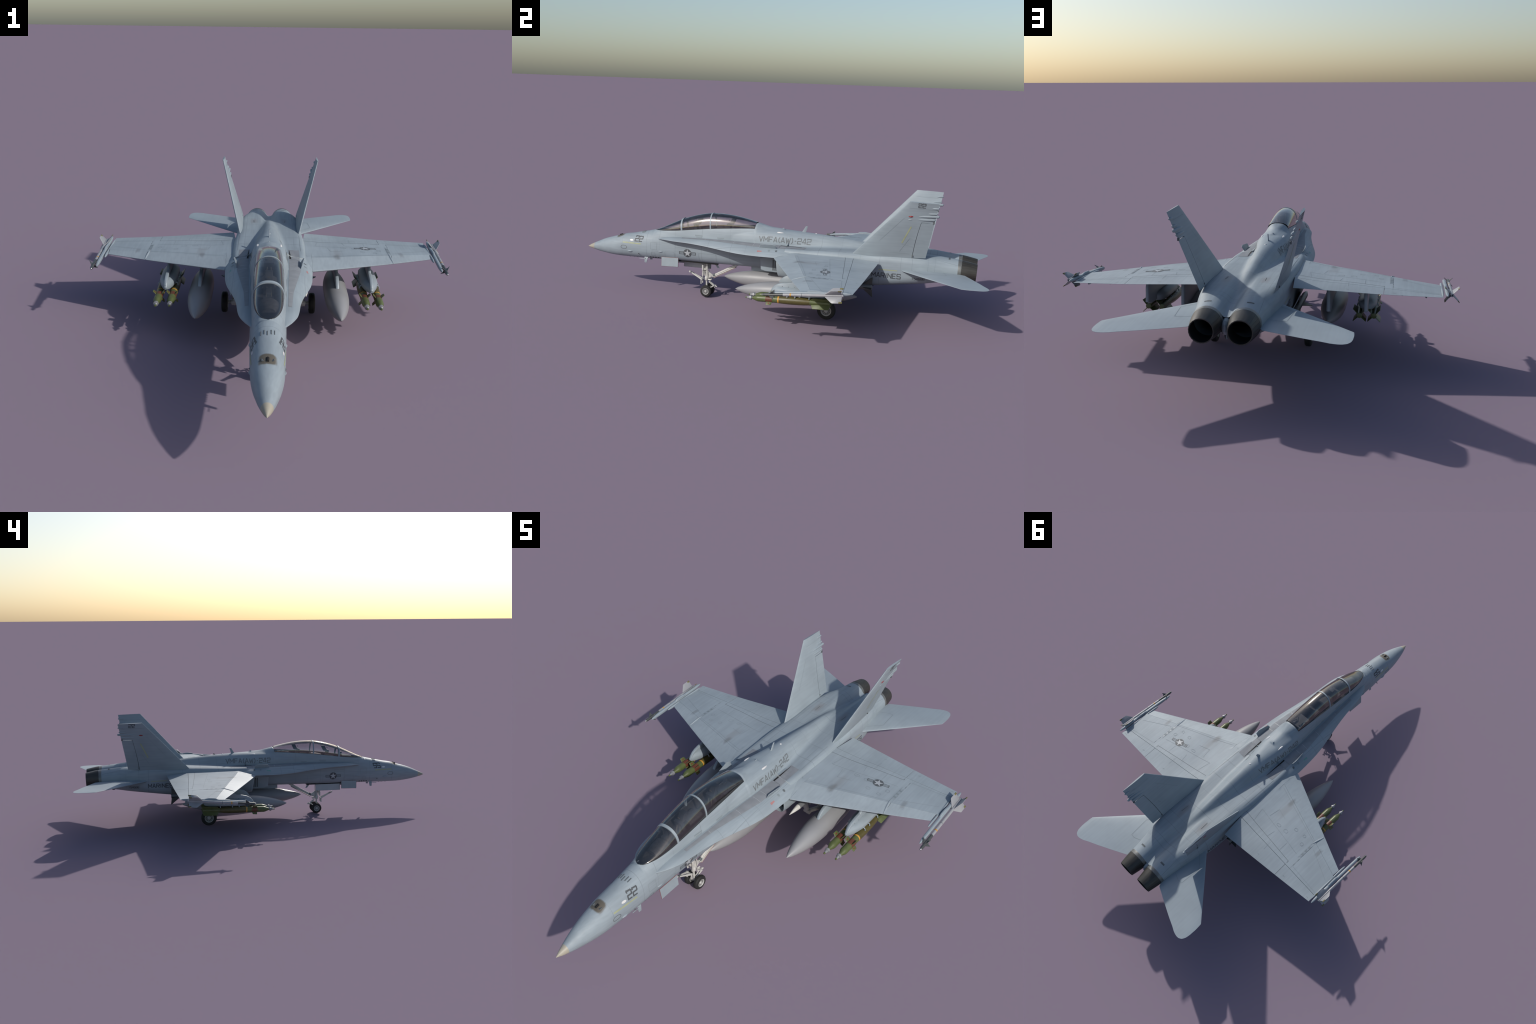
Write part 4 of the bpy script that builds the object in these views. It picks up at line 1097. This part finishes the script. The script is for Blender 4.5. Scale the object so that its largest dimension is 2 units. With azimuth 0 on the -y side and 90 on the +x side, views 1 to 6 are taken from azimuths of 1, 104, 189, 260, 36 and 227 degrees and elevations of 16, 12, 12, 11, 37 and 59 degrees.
# ------------------------------------------------------------------ wing tip rails and missiles
tilt = math.atan(.085); ct = (.1165, .2302)
def ax9(y): return .2302 + .085 * (y - .118)
rings = []
for y, w, h in ((.142, .0006, .0006), (.150, .0035, .004), (.165, .0058, .0065), (.20, .0066, .0078), (.43, .0066, .0078), (.455, .0055, .006), (.47, .004, .004), (.479, .0006, .0006)):
    zc = .2345 + .085 * (y - .143)
    rings.append([(.6715 + math.copysign(abs(math.cos(a))**.6, math.cos(a)) * w, y, zc + math.copysign(abs(math.sin(a))**.7, math.sin(a)) * h) for a in np.linspace(0, 2 * math.pi, 20, False)])
RAIL = both(Geo().loft(rings), "launch_rail", "grey", None, 40)
for o, p in zip(RAIL, main): o.parent = p
rings = []
for y, w, h in ((.234, .0006, .0006), (.242, .0035, .004), (.26, .0050, .006), (.40, .0045, .0055), (.44, .003, .004), (.46, .0006, .0006)):
    zc = .2445 + .055 * (y - .235)
    rings.append([(.6570 + w * math.cos(a), y, zc + h * math.sin(a)) for a in np.linspace(0, 2 * math.pi, 14, False)])
for o, p in zip(both(Geo().loft(rings), "rail_fairing", "grey", None, 40), RAIL): o.parent = p
g = Geo().plate([(.6700, .300, .2555), (.6700, .312, .2625), (.6700, .345, .265), (.6700, .372, .2605), (.6700, .372, .255)], (1, 0, 0), .009)
for o, p in zip(both(g, "rail_housing", "grey"), RAIL): o.parent = p
def missile(name, parts_):
    g = Geo(); mats = []
    for i, (mat, prof) in enumerate(parts_):
        mats.append(mat); g.mat(i).lathe(prof, n=24, caps=True)
    return g, mats
L9 = .3325
g, mats = missile("a", [("steel", [(0, .0006), (.002, .0032), (.005, .0044), (.006, .0046)]), ("missiledark", [(.006, .0046), (.016, .0062), (.09, .0064)]), ("missile", [(.09, .0064), (.1175, .0064)]), ("yellow", [(.1175, .0066), (.1235, .0066)]),
     ("missile", [(.1235, .0064), (.165, .0064)]), ("seam", [(.165, .0066), (.167, .0066)]), ("missile", [(.167, .0064), (L9 - .004, .0064), (L9, .0058), (L9 + .0002, .0040)]), ("black", [(L9, .0040), (L9 + .0004, .0003)])])
S0 = g.build("tip_missile", mats, None, 35)
gf, gt, gr = Geo(), Geo(), Geo()
for k in range(4):
    a = math.pi / 4 + k * math.pi / 2; r = V((math.cos(a), 0, math.sin(a))); n = V((-math.sin(a), 0, math.cos(a)))
    P = lambda rr, y: r * rr + V((0, y, 0))
    gf.plate([P(.005, .030), P(.022, .050), P(.0225, .052), P(.012, .050), P(.005, .056)], n, .0016)
    gt.plate([P(.005, .257), P(.0335, .286), P(.0350, .290), P(.0350, .3255), P(.005, .3265)], n, .0018)
    gr.plate([P(.0275, .3145), P(.0350, .3145), P(.0352, .3295), P(.0275, .3285)], n, .0026)
f1 = gf.build("canard_fin", "missiledark", S0); f2 = gt.build("missile_tail_fin", "missile", S0); f3 = gr.build("rolleron", "missilefin", S0)
g = Geo()
for y in (.105, .137, .156): g.box((0, y, -.0068), (.0015, .003, .002))
f4 = g.build("umbilical_lug", "lightgrey", S0)
for x, par in ((.6875, RAIL[0]), (-.6875, RAIL[1])):
    if x > 0: o = S0
    else:
        o = S0.copy(); COLL.objects.link(o)
        for ch in (f1, f2, f3, f4): c = ch.copy(); COLL.objects.link(c); c.parent = o
    o.parent = par; o.location = (x, .1175, .2302); o.rotation_euler = (tilt, 0, 0)
# fuselage-side missiles
g, mats = missile("b", [("radome_w", [(0, .0004), (.012, .0032), (.03, .0068), (.05, .0098), (.062, .0112)]), ("side_grey", [(.062, .0112), (.075, .0119), (.425, .0119), (.429, .0105), (.430, .0003)])])
A0 = g.build("side_missile", mats, None, 35)
gf, gt = Geo(), Geo()
for k in range(4):
    a = k * math.pi / 2; r = V((math.cos(a), 0, math.sin(a))); n = V((-math.sin(a), 0, math.cos(a)))
    P = lambda rr, y: r * rr + V((0, y, 0))
    gf.plate([P(.010, .172), P(.0495, .228), P(.0495, .233), P(.010, .236)], n, .0022)
    gt.plate([P(.010, .385), P(.0455, .426), P(.0455, .430), P(.010, .427)], n, .0022)
h1 = gf.build("missile_wing", "missiledark", A0); h2 = gt.build("missile_tail_fin", "missiledark", A0)
for x in (.1435, -.1435):
    if x > 0: o = A0
    else:
        o = A0.copy(); COLL.objects.link(o)
        for ch in (h1, h2): c = ch.copy(); COLL.objects.link(c); c.parent = o
    o.parent = CEN; o.location = (x, .066, .1500); o.rotation_euler = (math.atan(.031), 0, 0)

# ------------------------------------------------------------------ tidy hierarchy: thing > part > sub-part
PARTS = {"wing_pylon", "launch_rail", "guided_bomb", "tip_missile", "side_missile", "tyre", "nozzle_ring", "cockpit_tub", "air_intake", "splitter_plate", "strake", "canopy", "windscreen", "centreline_pylon"}
STUFF = {"panel_joint", "stencil", "sway_brace", "rack_bolt", "walkway_joint", "umbilical_lug", "fin_mark", "avionics_louvre"}
def depth(o): return 0 if o.parent is None else 1 + depth(o.parent)
objs = [o for o in bpy.data.objects if o is not ROOT]
for o in objs:
    if o.name.split(".")[0] in PARTS: o.parent = ROOT
for o in objs:
    while depth(o) > 2: o.parent = o.parent.parent
    if o.name.split(".")[0] in STUFF: o["kind"] = "stuff"
